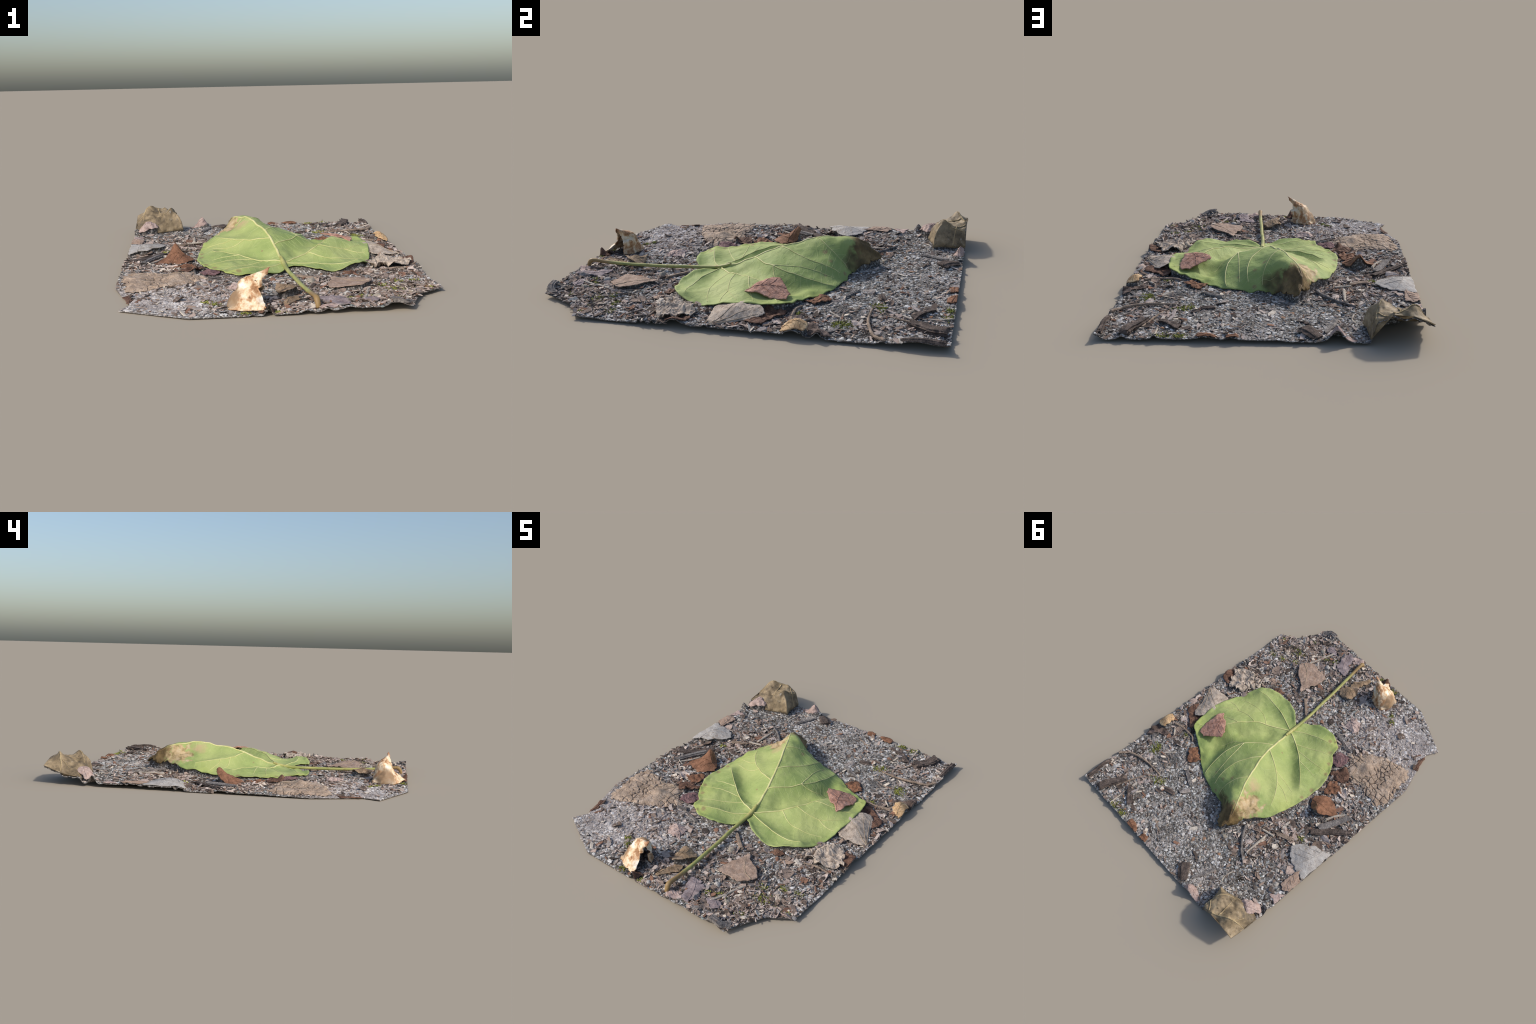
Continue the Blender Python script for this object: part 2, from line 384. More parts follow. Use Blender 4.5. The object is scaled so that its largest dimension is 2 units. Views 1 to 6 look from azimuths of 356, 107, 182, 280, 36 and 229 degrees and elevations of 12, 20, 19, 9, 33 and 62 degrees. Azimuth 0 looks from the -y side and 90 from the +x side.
# low mounds of the sheet: (x, y, radius x, radius y, height)
MOUNDS = [(0.735, 1.0, 0.022, 0.05, 0.022), (0.62, 1.0, 0.02, 0.05, 0.015), (0.475, 1.0, 0.016, 0.04, 0.013), (0.25, 1.0, 0.045, 0.03, 0.013), (0.135, 1.0, 0.025, 0.03, 0.008),
          (-0.325, 0.985, 0.036, 0.034, 0.062), (-0.07, 1.0, 0.03, 0.04, 0.005), (0.735, -0.215, 0.04, 0.05, 0.025), (0.735, -0.387, 0.03, 0.008, 0.020),
          (0.735, -0.361, 0.03, 0.008, 0.026), (0.735, -0.322, 0.03, 0.010, 0.016), (0.735, -0.068, 0.03, 0.012, 0.010), (0.735, 0.345, 0.05, 0.035, 0.022),
          (0.735, 0.448, 0.05, 0.018, 0.022), (0.735, 0.87, 0.03, 0.085, 0.026), (0.735, 0.72, 0.03, 0.02, 0.01), (-0.066, -1.0, 0.013, 0.03, 0.038),
          (0.09, -1.0, 0.022, 0.03, 0.011), (0.175, -1.0, 0.015, 0.03, 0.010), (0.265, -1.0, 0.03, 0.03, 0.008), (0.46, -1.0, 0.032, 0.05, 0.032), (-0.735, 0.005, 0.05, 0.035, 0.011),
          (-0.735, 0.225, 0.05, 0.03, 0.010), (-0.735, 0.72, 0.03, 0.022, 0.048), (-0.735, 0.80, 0.03, 0.022, 0.036), (-0.135, -1.0, 0.015, 0.02, 0.006),
          (0.43, 0.85, 0.03, 0.05, 0.024), (-0.2, 0.92, 0.035, 0.04, 0.020), (0.44, -0.62, 0.03, 0.05, 0.010), (-0.45, 0.30, 0.06, 0.06, 0.008)]

def ground0(x, y):
    x = np.asarray(x, float); y = np.asarray(y, float)
    z = base_ground(x, y).reshape(x.shape)
    for cx, cy, rx, ry, h in MOUNDS:
        z = z + h * np.exp(-((x - cx) / rx) ** 2 - ((y - cy) / ry) ** 2)
    return z - 0.0022 + 0.007 * fbm(x * 9, y * 9, 3, 3) * sstep(z, 0.002, 0.012)

# outline of the cut sheet: left and right limits for every y
L_Y = [-0.999, -0.848, -0.763, -0.62, -0.481, -0.46, 1.0]; L_X = [-0.392, -0.686, -0.646, -0.693, -0.737, -XM, -XM]
R_Y = [-0.999, -0.929, -0.850, -0.795, -0.758, -0.721, -0.70, 1.0]; R_X = [0.530, 0.556, 0.595, 0.628, 0.679, 0.735, XM, XM]
def x_left(y): return np.interp(y, L_Y, L_X)
def x_right(y): return np.interp(y, R_Y, R_X)

# ------------------------------------------------------------------ the green leaf: rim and inner control points (x, y, z)
RIM = [(0.101, -0.285, 0.033), (0.166, -0.336, 0.044), (0.244, -0.366, 0.036), (0.329, -0.371, 0.032), (0.396, -0.349, 0.048), (0.463, -0.305, 0.052),
       (0.504, -0.237, 0.030), (0.530, -0.149, 0.030), (0.548, -0.074, 0.048), (0.560, 0.032, 0.074), (0.558, 0.132, 0.072), (0.548, 0.209, 0.068), (0.531, 0.246, 0.071),
       (0.478, 0.274, 0.052), (0.419, 0.307, 0.048), (0.365, 0.335, 0.033), (0.295, 0.383, 0.032), (0.211, 0.423, 0.029), (0.110, 0.450, 0.034),
       (0.033, 0.460, 0.032), (-0.015, 0.468, 0.026), (-0.055, 0.505, 0.042), (-0.094, 0.558, 0.072), (-0.118, 0.586, 0.064), (-0.146, 0.591, 0.066),
       (-0.178, 0.545, 0.070), (-0.200, 0.490, 0.066), (-0.212, 0.445, 0.076), (-0.256, 0.376, 0.071), (-0.294, 0.326, 0.060), (-0.323, 0.238, 0.059),
       (-0.341, 0.121, 0.038), (-0.353, -0.005, 0.030), (-0.352, -0.105, 0.036), (-0.319, -0.196, 0.030), (-0.276, -0.268, 0.032), (-0.241, -0.301, 0.036), (-0.227, -0.355, 0.044),
       (-0.200, -0.382, 0.037), (-0.135, -0.413, 0.036), (-0.075, -0.409, 0.040), (-0.020, -0.399, 0.040), (0.027, -0.362, 0.026), (0.065, -0.335, 0.029), (0.082, -0.280, 0.031)]
MIDRIB = [(0.078, -0.217, 0.038), (0.069, -0.156, 0.054), (0.058, -0.086, 0.081), (0.037, 0.011, 0.119), (0.006, 0.114, 0.152), (-0.040, 0.228, 0.181),
          (-0.075, 0.314, 0.190), (-0.125, 0.412, 0.179), (-0.154, 0.476, 0.153), (-0.163, 0.520, 0.127), (-0.157, 0.556, 0.100), (-0.146, 0.580, 0.075)]
VEIN_A = [(0.085, -0.212, 0.036), (0.107, -0.201, 0.038), (0.159, -0.161, 0.050), (0.244, -0.100, 0.076), (0.275, -0.068, 0.086), (0.338, 0.019, 0.101), (0.381, 0.091, 0.098), (0.44, 0.15, 0.068), (0.52, 0.215, 0.067)]
VEIN_B = [(0.085, -0.217, 0.034), (0.108, -0.228, 0.032), (0.230, -0.268, 0.037), (0.333, -0.283, 0.036), (0.396, -0.286, 0.044), (0.448, -0.271, 0.050)]
VEIN_C = [(0.050, -0.040, 0.099), (0.133, 0.030, 0.102), (0.187, 0.099, 0.106), (0.220, 0.170, 0.098), (0.235, 0.26, 0.082), (0.232, 0.36, 0.048), (0.22, 0.41, 0.034)]
VEIN_D = [(0.013, 0.090, 0.148), (0.067, 0.167, 0.144), (0.107, 0.248, 0.127), (0.118, 0.345, 0.102), (0.108, 0.42, 0.055)]
VEIN_E = [(0.071, -0.211, 0.035), (-0.012, -0.178, 0.040), (-0.087, -0.135, 0.050), (-0.147, -0.088, 0.060), (-0.212, -0.032, 0.062), (-0.275, 0.03, 0.056)]
VEIN_F = [(0.030, 0.012, 0.116), (-0.045, 0.045, 0.106), (-0.101, 0.077, 0.102), (-0.164, 0.123, 0.096), (-0.222, 0.195, 0.088), (-0.255, 0.26, 0.08)]
VEIN_G = [(0.067, -0.234, 0.030), (0.004, -0.280, 0.033), (-0.086, -0.318, 0.045), (-0.15, -0.34, 0.043), (-0.19, -0.355, 0.042)]
VEIN_H = [(-0.055, 0.262, 0.184), (0.0, 0.33, 0.165), (0.03, 0.40, 0.11), (0.035, 0.445, 0.05)]
INNER = [(0.301, 0.125, 0.068), (0.285, 0.181, 0.050), (0.335, 0.238, 0.032), (0.40, 0.20, 0.055), (0.42, 0.262, 0.060), (0.26, 0.19, 0.074), (0.325, 0.305, 0.046),
         (-0.195, 0.320, 0.120), (-0.145, 0.335, 0.132), (-0.150, 0.224, 0.123), (-0.021, 0.409, 0.153), (-0.07, 0.46, 0.138), (-0.025, 0.45, 0.095), (0.03, 0.43, 0.085), (0.074, 0.37, 0.118), (0.187, 0.402, 0.047), (0.272, 0.29, 0.051), (0.059, 0.281, 0.139), (-0.019, 0.289, 0.180), (-0.125, 0.545, 0.094), (0.15, -0.10, 0.042), (0.225, -0.035, 0.056), (0.30, 0.055, 0.062), (0.33, -0.18, 0.047), (0.40, -0.15, 0.047), (0.25, -0.2, 0.038), (0.41, -0.05, 0.074), (0.47, -0.08, 0.052),
         (-0.1, 0.18, 0.128), (0.03, -0.091, 0.066), (-0.04, -0.022, 0.082), (-0.085, -0.062, 0.050), (-0.15, -0.015, 0.047), (-0.21, 0.045, 0.053), (0.0, -0.125, 0.044), (-0.25, 0.09, 0.064), (-0.1, -0.25, 0.036), (-0.23, -0.2, 0.046), (-0.28, -0.1, 0.044)]
leaf_ctrl = RIM + MIDRIB[::1] + VEIN_A[1:] + VEIN_B[1:] + VEIN_C[1:-1] + VEIN_D[1:-1] + VEIN_E[1:] + VEIN_F[1:] + VEIN_G[1:] + VEIN_H[1:-1] + INNER
leaf_surface = Surface(leaf_ctrl, 2e-5)
leaf_poly = spline([(x, y) for x, y, _ in RIM], 6, True)
_nn = len(leaf_poly); _a = np.arange(_nn)
leaf_poly = leaf_poly + np.stack([fbm(_a * 0.45, _a * 0 + 1, 5, 3), fbm(_a * 0.45, _a * 0 + 9, 6, 3)], 1) * (0.006 + 0.022 * np.exp(-(np.hypot(leaf_poly[:, 0] + 0.13, leaf_poly[:, 1] - 0.56) / 0.07) ** 2))[:, None]

def leaf_z(x, y):
    z = leaf_surface(x, y)
    # the blade sinks a little between the veins
    d = np.full(np.shape(z), 9.0)
    for vp in (VEIN_A, VEIN_B, VEIN_C, VEIN_D, VEIN_E, VEIN_F, VEIN_G, VEIN_H, MIDRIB):
        d = np.minimum(d, seg_dist(x, y, [(q[0], q[1]) for q in vp]))
    rim = sstep(inside_distance(x, y, leaf_poly), 0.0, 0.03)
    z = z - 0.001 + 0.0025 * np.exp(-(d / 0.012) ** 2) - 0.006 * rim * (1 - np.exp(-(d / 0.03) ** 2)) + 0.0025 * rim
    z = z + (1 - rim) * 0.010 * fbm(x * 24, y * 24, 19, 2)
    z = z - 0.004 * np.exp(-(seg_dist(x, y, [(q[0], q[1]) for q in MIDRIB]) / 0.03) ** 2)
    # shrivelled, twisted tip
    w = np.exp(-(((x + 0.13) / 0.075) ** 2 + ((y - 0.55) / 0.075) ** 2))
    z = z + w * (0.030 * (0.2 - np.abs(fbm(x * 22 + y * 12, y * 9 - x * 8, 71, 2))) + 0.012 * fbm(x * 45, y * 45, 73, 3))
    # crumpled fold beside the dead tip
    w = np.exp(-(((x + 0.19) / 0.07) ** 2 + ((y - 0.36) / 0.09) ** 2))
    z = z + w * (0.016 * (0.22 - np.abs(fbm(x * 15 + y * 6, y * 13, 53, 2))) + 0.008 * fbm(x * 36, y * 36, 57, 2))
    return z + 0.0045 * fbm(x * 22, y * 22, 11, 3) + 0.009 * fbm(x * 9, y * 9, 13, 2)

# ------------------------------------------------------------------ dead leaves
# outline (x, y) of each, how its height is found, and what it is made of
DEAD = []
def dead(outline, mat, lift=0.008, ctrl=None, peaks=(), wrinkle=0.004, freq=26, th=0.003, ragged=0.004, droop=0.0, under=0.006, veins=(), step=0.005,
         label='crumpled brown dead leaf', crack=0.0, autovein=True, seed=None, cut=0.003):
    DEAD.append(dict(outline=outline, mat=mat, lift=lift, ctrl=ctrl, peaks=peaks, wrinkle=wrinkle, freq=freq, th=th, ragged=ragged, droop=droop, under=under,
                     veins=veins, autovein=autovein, step=step, label=label, crack=crack, seed=len(DEAD) * 17 + 5 if seed is None else seed, cut=cut))

RED = simple_mat('red_brown_leaf', (0.28, 0.14, 0.10), (0.48, 0.26, 0.19), (0.62, 0.38, 0.30), 40, 0.75, (1, 1, 1), 0.7, bscale=90)  # base colour lightened because this leaf tilts out of the sun
RUST = simple_mat('rust_leaf', (0.10, 0.05, 0.03), (0.24, 0.115, 0.065), (0.38, 0.20, 0.12), 30, 0.75, None, 0.6)
RUSTD = simple_mat('dark_rust_leaf', (0.05, 0.028, 0.02), (0.15, 0.08, 0.055), (0.30, 0.17, 0.11), 26, 0.75, None, 0.6)
TAN = simple_mat('tan_leaf', (0.25, 0.17, 0.125), (0.38, 0.27, 0.205), (0.50, 0.375, 0.30), 24, 0.8, None, 0.5, spots=(0.26, 0.17, 0.12))
MAPLE = simple_mat('flat_tan_leaf', (0.25, 0.18, 0.13), (0.42, 0.315, 0.235), (0.55, 0.44, 0.35), 22, 0.85, None, 0.5, spots=(0.20, 0.145, 0.11))
GREY = simple_mat('pale_grey_leaf', (0.30, 0.27, 0.245), (0.44, 0.41, 0.38), (0.56, 0.54, 0.51), 20, 0.85, None, 0.4, spots=(0.27, 0.22, 0.18))
BEIGE = simple_mat('beige_leaf', (0.27, 0.21, 0.165), (0.48, 0.395, 0.32), (0.64, 0.55, 0.46), 26, 0.85, None, 0.5, spots=(0.18, 0.135, 0.10))
PINK = simple_mat('pinkish_leaf', (0.30, 0.21, 0.18), (0.48, 0.36, 0.32), (0.60, 0.48, 0.43), 30, 0.8, None, 0.5, spots=(0.24, 0.15, 0.12))
LAV = simple_mat('mauve_leaf', (0.17, 0.13, 0.13), (0.31, 0.25, 0.25), (0.44, 0.37, 0.37), 30, 0.8, None, 0.5)
PURPLE = simple_mat('plum_leaf', (0.10, 0.055, 0.06), (0.21, 0.12, 0.12), (0.34, 0.22, 0.21), 34, 0.8, None, 0.6)
ORANGE = simple_mat('amber_leaf', (0.32, 0.18, 0.09), (0.58, 0.38, 0.20), (0.72, 0.54, 0.33), 26, 0.7, None, 0.4, spots=(0.30, 0.17, 0.10))
DARK = simple_mat('dark_brown_leaf', (0.045, 0.033, 0.028), (0.12, 0.085, 0.07), (0.24, 0.18, 0.155), 24, 0.8, None, 0.6)
CURL = simple_mat('brown_curled_leaf', (0.16, 0.11, 0.065), (0.31, 0.215, 0.135), (0.44, 0.32, 0.22), 20, 0.75, None, 0.5)

def mat_corner():
    m = Mat('wet_brown_leaf', 0.6, 0.35)
    c = m.ramp(m.noise(12, 6, 0.62), [(0.30, (0.075, 0.058, 0.036)), (0.44, (0.18, 0.135, 0.08)), (0.58, (0.33, 0.25, 0.15)), (0.72, (0.46, 0.37, 0.25))])
    c = m.mix(m.ramp(m.noise(38, 3, 0.5, off=2.0), [(0.64, (0, 0, 0)), (0.72, (0.8, 0.8, 0.8))]), c, (0.40, 0.36, 0.30))
    c = m.mix(m.ramp(m.noise(60, 4, 0.6, off=5.0), [(0.30, (0.8, 0.8, 0.8)), (0.42, (0, 0, 0))]), c, (0.06, 0.045, 0.03))
    m.color(c).bump(m.noise(34, 6, 0.6), 0.5, 0.006); return m.m
CORNER = mat_corner()

def mat_conch():
    m = Mat('bleached_curled_leaf', 0.6, 0.3)
    c = m.ramp(m.noise(22, 6, 0.66, (1, 1, 0.6)), [(0.36, (0.24, 0.115, 0.05)), (0.46, (0.47, 0.26, 0.13)), (0.54, (0.74, 0.57, 0.38)), (0.66, (0.86, 0.79, 0.68))])
    # duller brown back of the roll
    c = m.mix(m.math('MULTIPLY', m.blob((-0.225, -0.875, 0.05), 0.045, 0.08, 0.04, 22), 0.9), c, (0.27, 0.18, 0.105))
    c = m.mix(m.blob((-0.05, -0.878, 0.18), 0.015, 0.06, 0.03, 40), c, (0.38, 0.20, 0.11))
    m.color(c).bump(m.noise(60, 5, 0.6), 0.4, 0.004); return m.m

# red leaf lying on the green one
dead([(0.462, 0.026), (0.482, 0.063), (0.484, 0.113), (0.492, 0.174), (0.478, 0.240), (0.430, 0.246), (0.363, 0.203), (0.325, 0.175), (0.352, 0.120), (0.395, 0.082), (0.448, 0.058)],
     RED, ctrl=[(0.46, 0.031, 0.086), (0.476, 0.08, 0.094), (0.482, 0.17, 0.078), (0.478, 0.234, 0.066), (0.43, 0.240, 0.076), (0.36, 0.198, 0.098), (0.325, 0.173, 0.108), (0.362, 0.12, 0.112),
                (0.41, 0.14, 0.106), (0.42, 0.19, 0.09), (0.40, 0.084, 0.106)], wrinkle=0.006, freq=40, under=None, th=0.004, label='small wrinkled red-brown leaf on the green leaf')
# shark-fin leaf at the left
dead([(-0.373, -0.012), (-0.385, 0.03), (-0.425, 0.066), (-0.470, 0.083), (-0.505, 0.062), (-0.53, 0.02), (-0.575, -0.02), (-0.545, -0.04), (-0.50, -0.07), (-0.455, -0.08), (-0.40, -0.05)],
     RUST, ctrl=[(-0.373, -0.012, 0.024), (-0.40, -0.05, 0.022), (-0.455, -0.082, 0.018), (-0.50, -0.07, 0.02), (-0.575, -0.02, 0.014), (-0.53, 0.02, 0.03), (-0.471, 0.066, 0.100), (-0.470, 0.085, 0.080),
                 (-0.42, 0.062, 0.036), (-0.385, 0.03, 0.028), (-0.465, 0.02, 0.066), (-0.43, -0.01, 0.046), (-0.505, 0.0, 0.043), (-0.465, -0.04, 0.032), (-0.505, 0.060, 0.05)],
     wrinkle=0.004, freq=24, label='rust brown leaf curled up to a pointed fin')
# broad cracked leaf pressed flat at the left front
dead([(-0.308, -0.375), (-0.343, -0.447), (-0.393, -0.495), (-0.471, -0.533), (-0.582, -0.581), (-0.658, -0.591), (-0.685, -0.536), (-0.699, -0.459), (-0.720, -0.373), (-0.722, -0.288), (-0.678, -0.233),
      (-0.596, -0.264), (-0.523, -0.286), (-0.469, -0.269), (-0.419, -0.265), (-0.372, -0.329)],
     MAPLE, lift=0.013, droop=0.007, peaks=[(-0.455, -0.40, 0.035, 0.022), (-0.40, -0.38, 0.025, 0.010)], wrinkle=0.005, freq=22, ragged=0.012, crack=0.016, step=0.0034, th=0.002,
     veins=[[(-0.43, -0.285), (-0.52, -0.36), (-0.62, -0.46)], [(-0.43, -0.285), (-0.50, -0.43), (-0.55, -0.56)], [(-0.43, -0.285), (-0.56, -0.31), (-0.69, -0.34)], [(-0.43, -0.285), (-0.41, -0.38), (-0.40, -0.47)]],
     label='broad flattened tan leaf with dark cracks')
dead([(0.440, -0.631), (0.421, -0.669), (0.375, -0.708), (0.309, -0.701), (0.267, -0.699), (0.239, -0.694), (0.234, -0.658), (0.244, -0.594), (0.268, -0.544), (0.270, -0.483), (0.297, -0.512), (0.350, -0.548), (0.402, -0.587)],
     TAN, ctrl=[(0.44, -0.631, 0.045), (0.375, -0.708, 0.042), (0.309, -0.701, 0.034), (0.239, -0.694, 0.030), (0.244, -0.594, 0.026), (0.270, -0.485, 0.024), (0.35, -0.548, 0.036), (0.33, -0.63, 0.036), (0.40, -0.66, 0.044), (0.29, -0.58, 0.033)],
     wrinkle=0.004, freq=34, label='triangular tan dead leaf', veins=[[(0.42, -0.66), (0.35, -0.62), (0.28, -0.52)]])
dead([(-0.535, 0.340), (-0.557, 0.292), (-0.630, 0.231), (-0.701, 0.209), (-0.735, 0.191), (-0.737, 0.308), (-0.737, 0.436), (-0.700, 0.424), (-0.674, 0.425), (-0.609, 0.404), (-0.569, 0.383)],
     GREY, ctrl=[(-0.535, 0.34, 0.036), (-0.557, 0.292, 0.036), (-0.63, 0.231, 0.034), (-0.735, 0.195, 0.022), (-0.737, 0.25, 0.030), (-0.737, 0.308, 0.025), (-0.737, 0.436, 0.029), (-0.70, 0.424, 0.03), (-0.609, 0.404, 0.032), (-0.64, 0.30, 0.052), (-0.69, 0.30, 0.042), (-0.67, 0.37, 0.04)],
     wrinkle=0.003, freq=18, label='pale grey weathered leaf at the edge')
dead([(-0.672, 0.390), (-0.679, 0.429), (-0.666, 0.480), (-0.666, 0.543), (-0.702, 0.567), (-0.737, 0.545), (-0.737, 0.453), (-0.705, 0.437)], TAN, lift=0.010, label='small brown leaf at the edge')
dead([(-0.664, 0.646), (-0.699, 0.612), (-0.734, 0.573), (-0.736, 0.660), (-0.700, 0.647)], PINK, lift=0.006, label='small pinkish leaf scrap')
dead([(-0.598, 0.795), (-0.609, 0.770), (-0.679, 0.735), (-0.700, 0.735), (-0.730, 0.76), (-0.70, 0.80), (-0.692, 0.831), (-0.668, 0.837), (-0.634, 0.823)], PINK,
     ctrl=[(-0.598, 0.80, 0.085), (-0.61, 0.765, 0.074), (-0.68, 0.735, 0.066), (-0.72, 0.76, 0.058), (-0.692, 0.831, 0.092), (-0.634, 0.83, 0.098), (-0.65, 0.775, 0.088)], droop=0.018, wrinkle=0.004, label='pinkish leaf leaning on the curled leaf')
dead([(-0.293, 0.998), (-0.29, 0.965), (-0.323, 0.945), (-0.36, 0.945), (-0.395, 0.965), (-0.411, 0.998), (-0.35, 0.999)], PINK, lift=0.004, droop=0.016, wrinkle=0.005, label='pale leaf scrap over a bump at the back edge')
dead([(0.715, -0.255), (0.678, -0.320), (0.629, -0.349), (0.562, -0.326), (0.511, -0.335), (0.499, -0.289), (0.529, -0.209), (0.570, -0.175), (0.620, -0.156), (0.647, -0.162), (0.670, -0.208)],
     BEIGE, lift=0.022, wrinkle=0.022, freq=30, ragged=0.012, crack=0.022, step=0.0036, th=0.002, label='ragged beige leaf with holes')
dead([(0.734, -0.174), (0.737, -0.251), (0.705, -0.272), (0.670, -0.208), (0.658, -0.162), (0.711, -0.164)], RUSTD, lift=0.008, wrinkle=0.010, label='dark rust leaf at the edge')
dead([(0.737, -0.063), (0.697, -0.068), (0.643, -0.073), (0.572, -0.083), (0.542, -0.05), (0.545, 0.020), (0.545, 0.128), (0.604, 0.180), (0.635, 0.158), (0.664, 0.087), (0.695, 0.013)],
     BEIGE, ctrl=[(0.737, -0.063, 0.030), (0.643, -0.073, 0.034), (0.572, -0.083, 0.036), (0.545, 0.02, 0.066), (0.55, 0.12, 0.064), (0.604, 0.18, 0.050), (0.635, 0.158, 0.046), (0.664, 0.087, 0.030), (0.695, 0.013, 0.027),
                  (0.60, 0.05, 0.066), (0.63, -0.01, 0.052), (0.60, 0.12, 0.062)], wrinkle=0.006, freq=30, veins=[[(0.72, -0.05), (0.64, 0.0), (0.57, 0.03)], [(0.72, -0.05), (0.65, 0.04), (0.59, 0.12)], [(0.72, -0.05), (0.66, 0.07), (0.625, 0.15)]],
     label='fan-shaped beige leaf beside the green leaf')
dead([(0.704, 0.285), (0.672, 0.307), (0.667, 0.360), (0.685, 0.397), (0.723, 0.392), (0.737, 0.376), (0.737, 0.300), (0.725, 0.280)],
     ORANGE, ctrl=[(0.704, 0.285, 0.040), (0.672, 0.307, 0.054), (0.667, 0.36, 0.062), (0.685, 0.397, 0.052), (0.737, 0.385, 0.040), (0.737, 0.345, 0.047), (0.737, 0.295, 0.034), (0.69, 0.35, 0.074), (0.715, 0.34, 0.062)],
     wrinkle=0.003, label='amber curled leaf on the edge')
dead([(0.724, 0.502), (0.737, 0.455), (0.734, 0.405), (0.698, 0.400), (0.657, 0.383), (0.619, 0.397), (0.634, 0.425), (0.675, 0.442)], DARK, lift=0.010, wrinkle=0.010, freq=40, label='dark crumpled leaf')
dead([(0.683, 0.182), (0.691, 0.133), (0.670, 0.099), (0.605, 0.119), (0.548, 0.153), (0.540, 0.245), (0.558, 0.265), (0.610, 0.225)], RUSTD, lift=0.014, wrinkle=0.012, freq=34, label='dark rust crumpled leaf')
dead([(0.437, 0.364), (0.404, 0.317), (0.349, 0.350), (0.316, 0.381), (0.369, 0.435), (0.406, 0.405)], RUST, lift=0.009, wrinkle=0.012, freq=45, ragged=0.008, label='small rust leaf')
dead([(-0.369, -0.124), (-0.370, -0.166), (-0.391, -0.189), (-0.428, -0.178), (-0.478, -0.151), (-0.456, -0.117), (-0.401, -0.076)], RUST, lift=0.009, wrinkle=0.012, freq=45, label='small rust leaf')
dead([(-0.246, -0.285), (-0.248, -0.344), (-0.279, -0.367), (-0.333, -0.363), (-0.344, -0.321), (-0.328, -0.267), (-0.283, -0.256)], PURPLE, lift=0.014, peaks=[(-0.29, -0.31, 0.03, 0.010)], wrinkle=0.010, freq=40, label='plum coloured crumpled leaf')
dead([(-0.318, -0.205), (-0.350, -0.268), (-0.365, -0.300), (-0.410, -0.285), (-0.440, -0.252), (-0.438, -0.219), (-0.408, -0.197), (-0.357, -0.193)], RUSTD, lift=0.012, peaks=[(-0.366, -0.285, 0.022, 0.030), (-0.40, -0.24, 0.02, 0.012)], wrinkle=0.010, freq=36, label='dark rust crumpled leaf with raised point')
dead([(0.269, -0.832), (0.281, -0.904), (0.279, -0.969), (0.231, -0.959), (0.192, -0.892), (0.166, -0.848), (0.166, -0.811), (0.206, -0.803), (0.239, -0.816)], LAV, lift=0.008, wrinkle=0.007, ragged=0.008, label='mauve dead leaf')
dead([(0.231, -0.959), (0.191, -0.992), (0.153, -0.992), (0.147, -0.953), (0.171, -0.939), (0.206, -0.925)], PINK, lift=0.008, wrinkle=0.007, label='pinkish leaf scrap')
dead([(0.097, -0.700), (0.066, -0.758), (0.021, -0.796), (-0.003, -0.763), (-0.009, -0.711), (-0.005, -0.678), (0.056, -0.664), (0.077, -0.676)],
     CURL, ctrl=[(0.097, -0.700, 0.040), (0.066, -0.758, 0.048), (0.035, -0.800, 0.050), (-0.003, -0.763, 0.034), (-0.009, -0.711, 0.036), (-0.005, -0.675, 0.054), (0.056, -0.664, 0.030), (0.05, -0.72, 0.056), (0.02, -0.73, 0.052)],
     wrinkle=0.008, freq=34, label='curled brown leaf under the stalk')
dead([(0.070, -0.771), (0.090, -0.818), (0.059, -0.853), (0.028, -0.916), (0.003, -0.910), (0.020, -0.843), (0.030, -0.797)], CURL, lift=0.020, wrinkle=0.008, droop=0.008, label='brown leaf strip')
dead([(-0.101, -0.618), (-0.142, -0.619), (-0.181, -0.616), (-0.211, -0.582), (-0.217, -0.544), (-0.183, -0.524), (-0.142, -0.528), (-0.113, -0.552), (-0.112, -0.585)], PINK, lift=0.014, wrinkle=0.010, freq=44, droop=0.010, ragged=0.008, label='pinkish crumpled leaf')
dead([(-0.036, -0.948), (-0.045, -0.998), (-0.100, -0.998), (-0.107, -0.979), (-0.093, -0.946), (-0.061, -0.941)], RUSTD, lift=0.008, wrinkle=0.008, label='rolled dark leaf on the front edge')
dead([(0.291, 0.998), (0.284, 0.955), (0.224, 0.962), (0.193, 0.997), (0.237, 0.999)], RUST, lift=0.006, wrinkle=0.006, label='rust leaf scrap on the back edge')
dead([(0.160, 0.999), (0.159, 0.959), (0.115, 0.955), (0.107, 0.994), (0.13, 0.999)], RUST, lift=0.006, wrinkle=0.006, label='rust leaf scrap on the back edge')
dead([(0.503, -0.390), (0.485, -0.427), (0.445, -0.436), (0.452, -0.410)], TAN, lift=0.008, label='tiny tan leaf scrap')
dead([(0.42, -0.372), (0.40, -0.40), (0.345, -0.405), (0.35, -0.375), (0.39, -0.36)], RUSTD, lift=0.006, label='dark scrap of leaf')
dead([(-0.69, -0.64), (-0.668, -0.70), (-0.655, -0.755), (-0.64, -0.70), (-0.66, -0.63)], RUSTD, lift=0.004, wrinkle=0.003, label='thin brown leaf scrap')
dead([(0.37, -0.93), (0.42, -0.90), (0.40, -0.86), (0.33, -0.88)], LAV, lift=0.008, wrinkle=0.006, label='greyish leaf scrap')

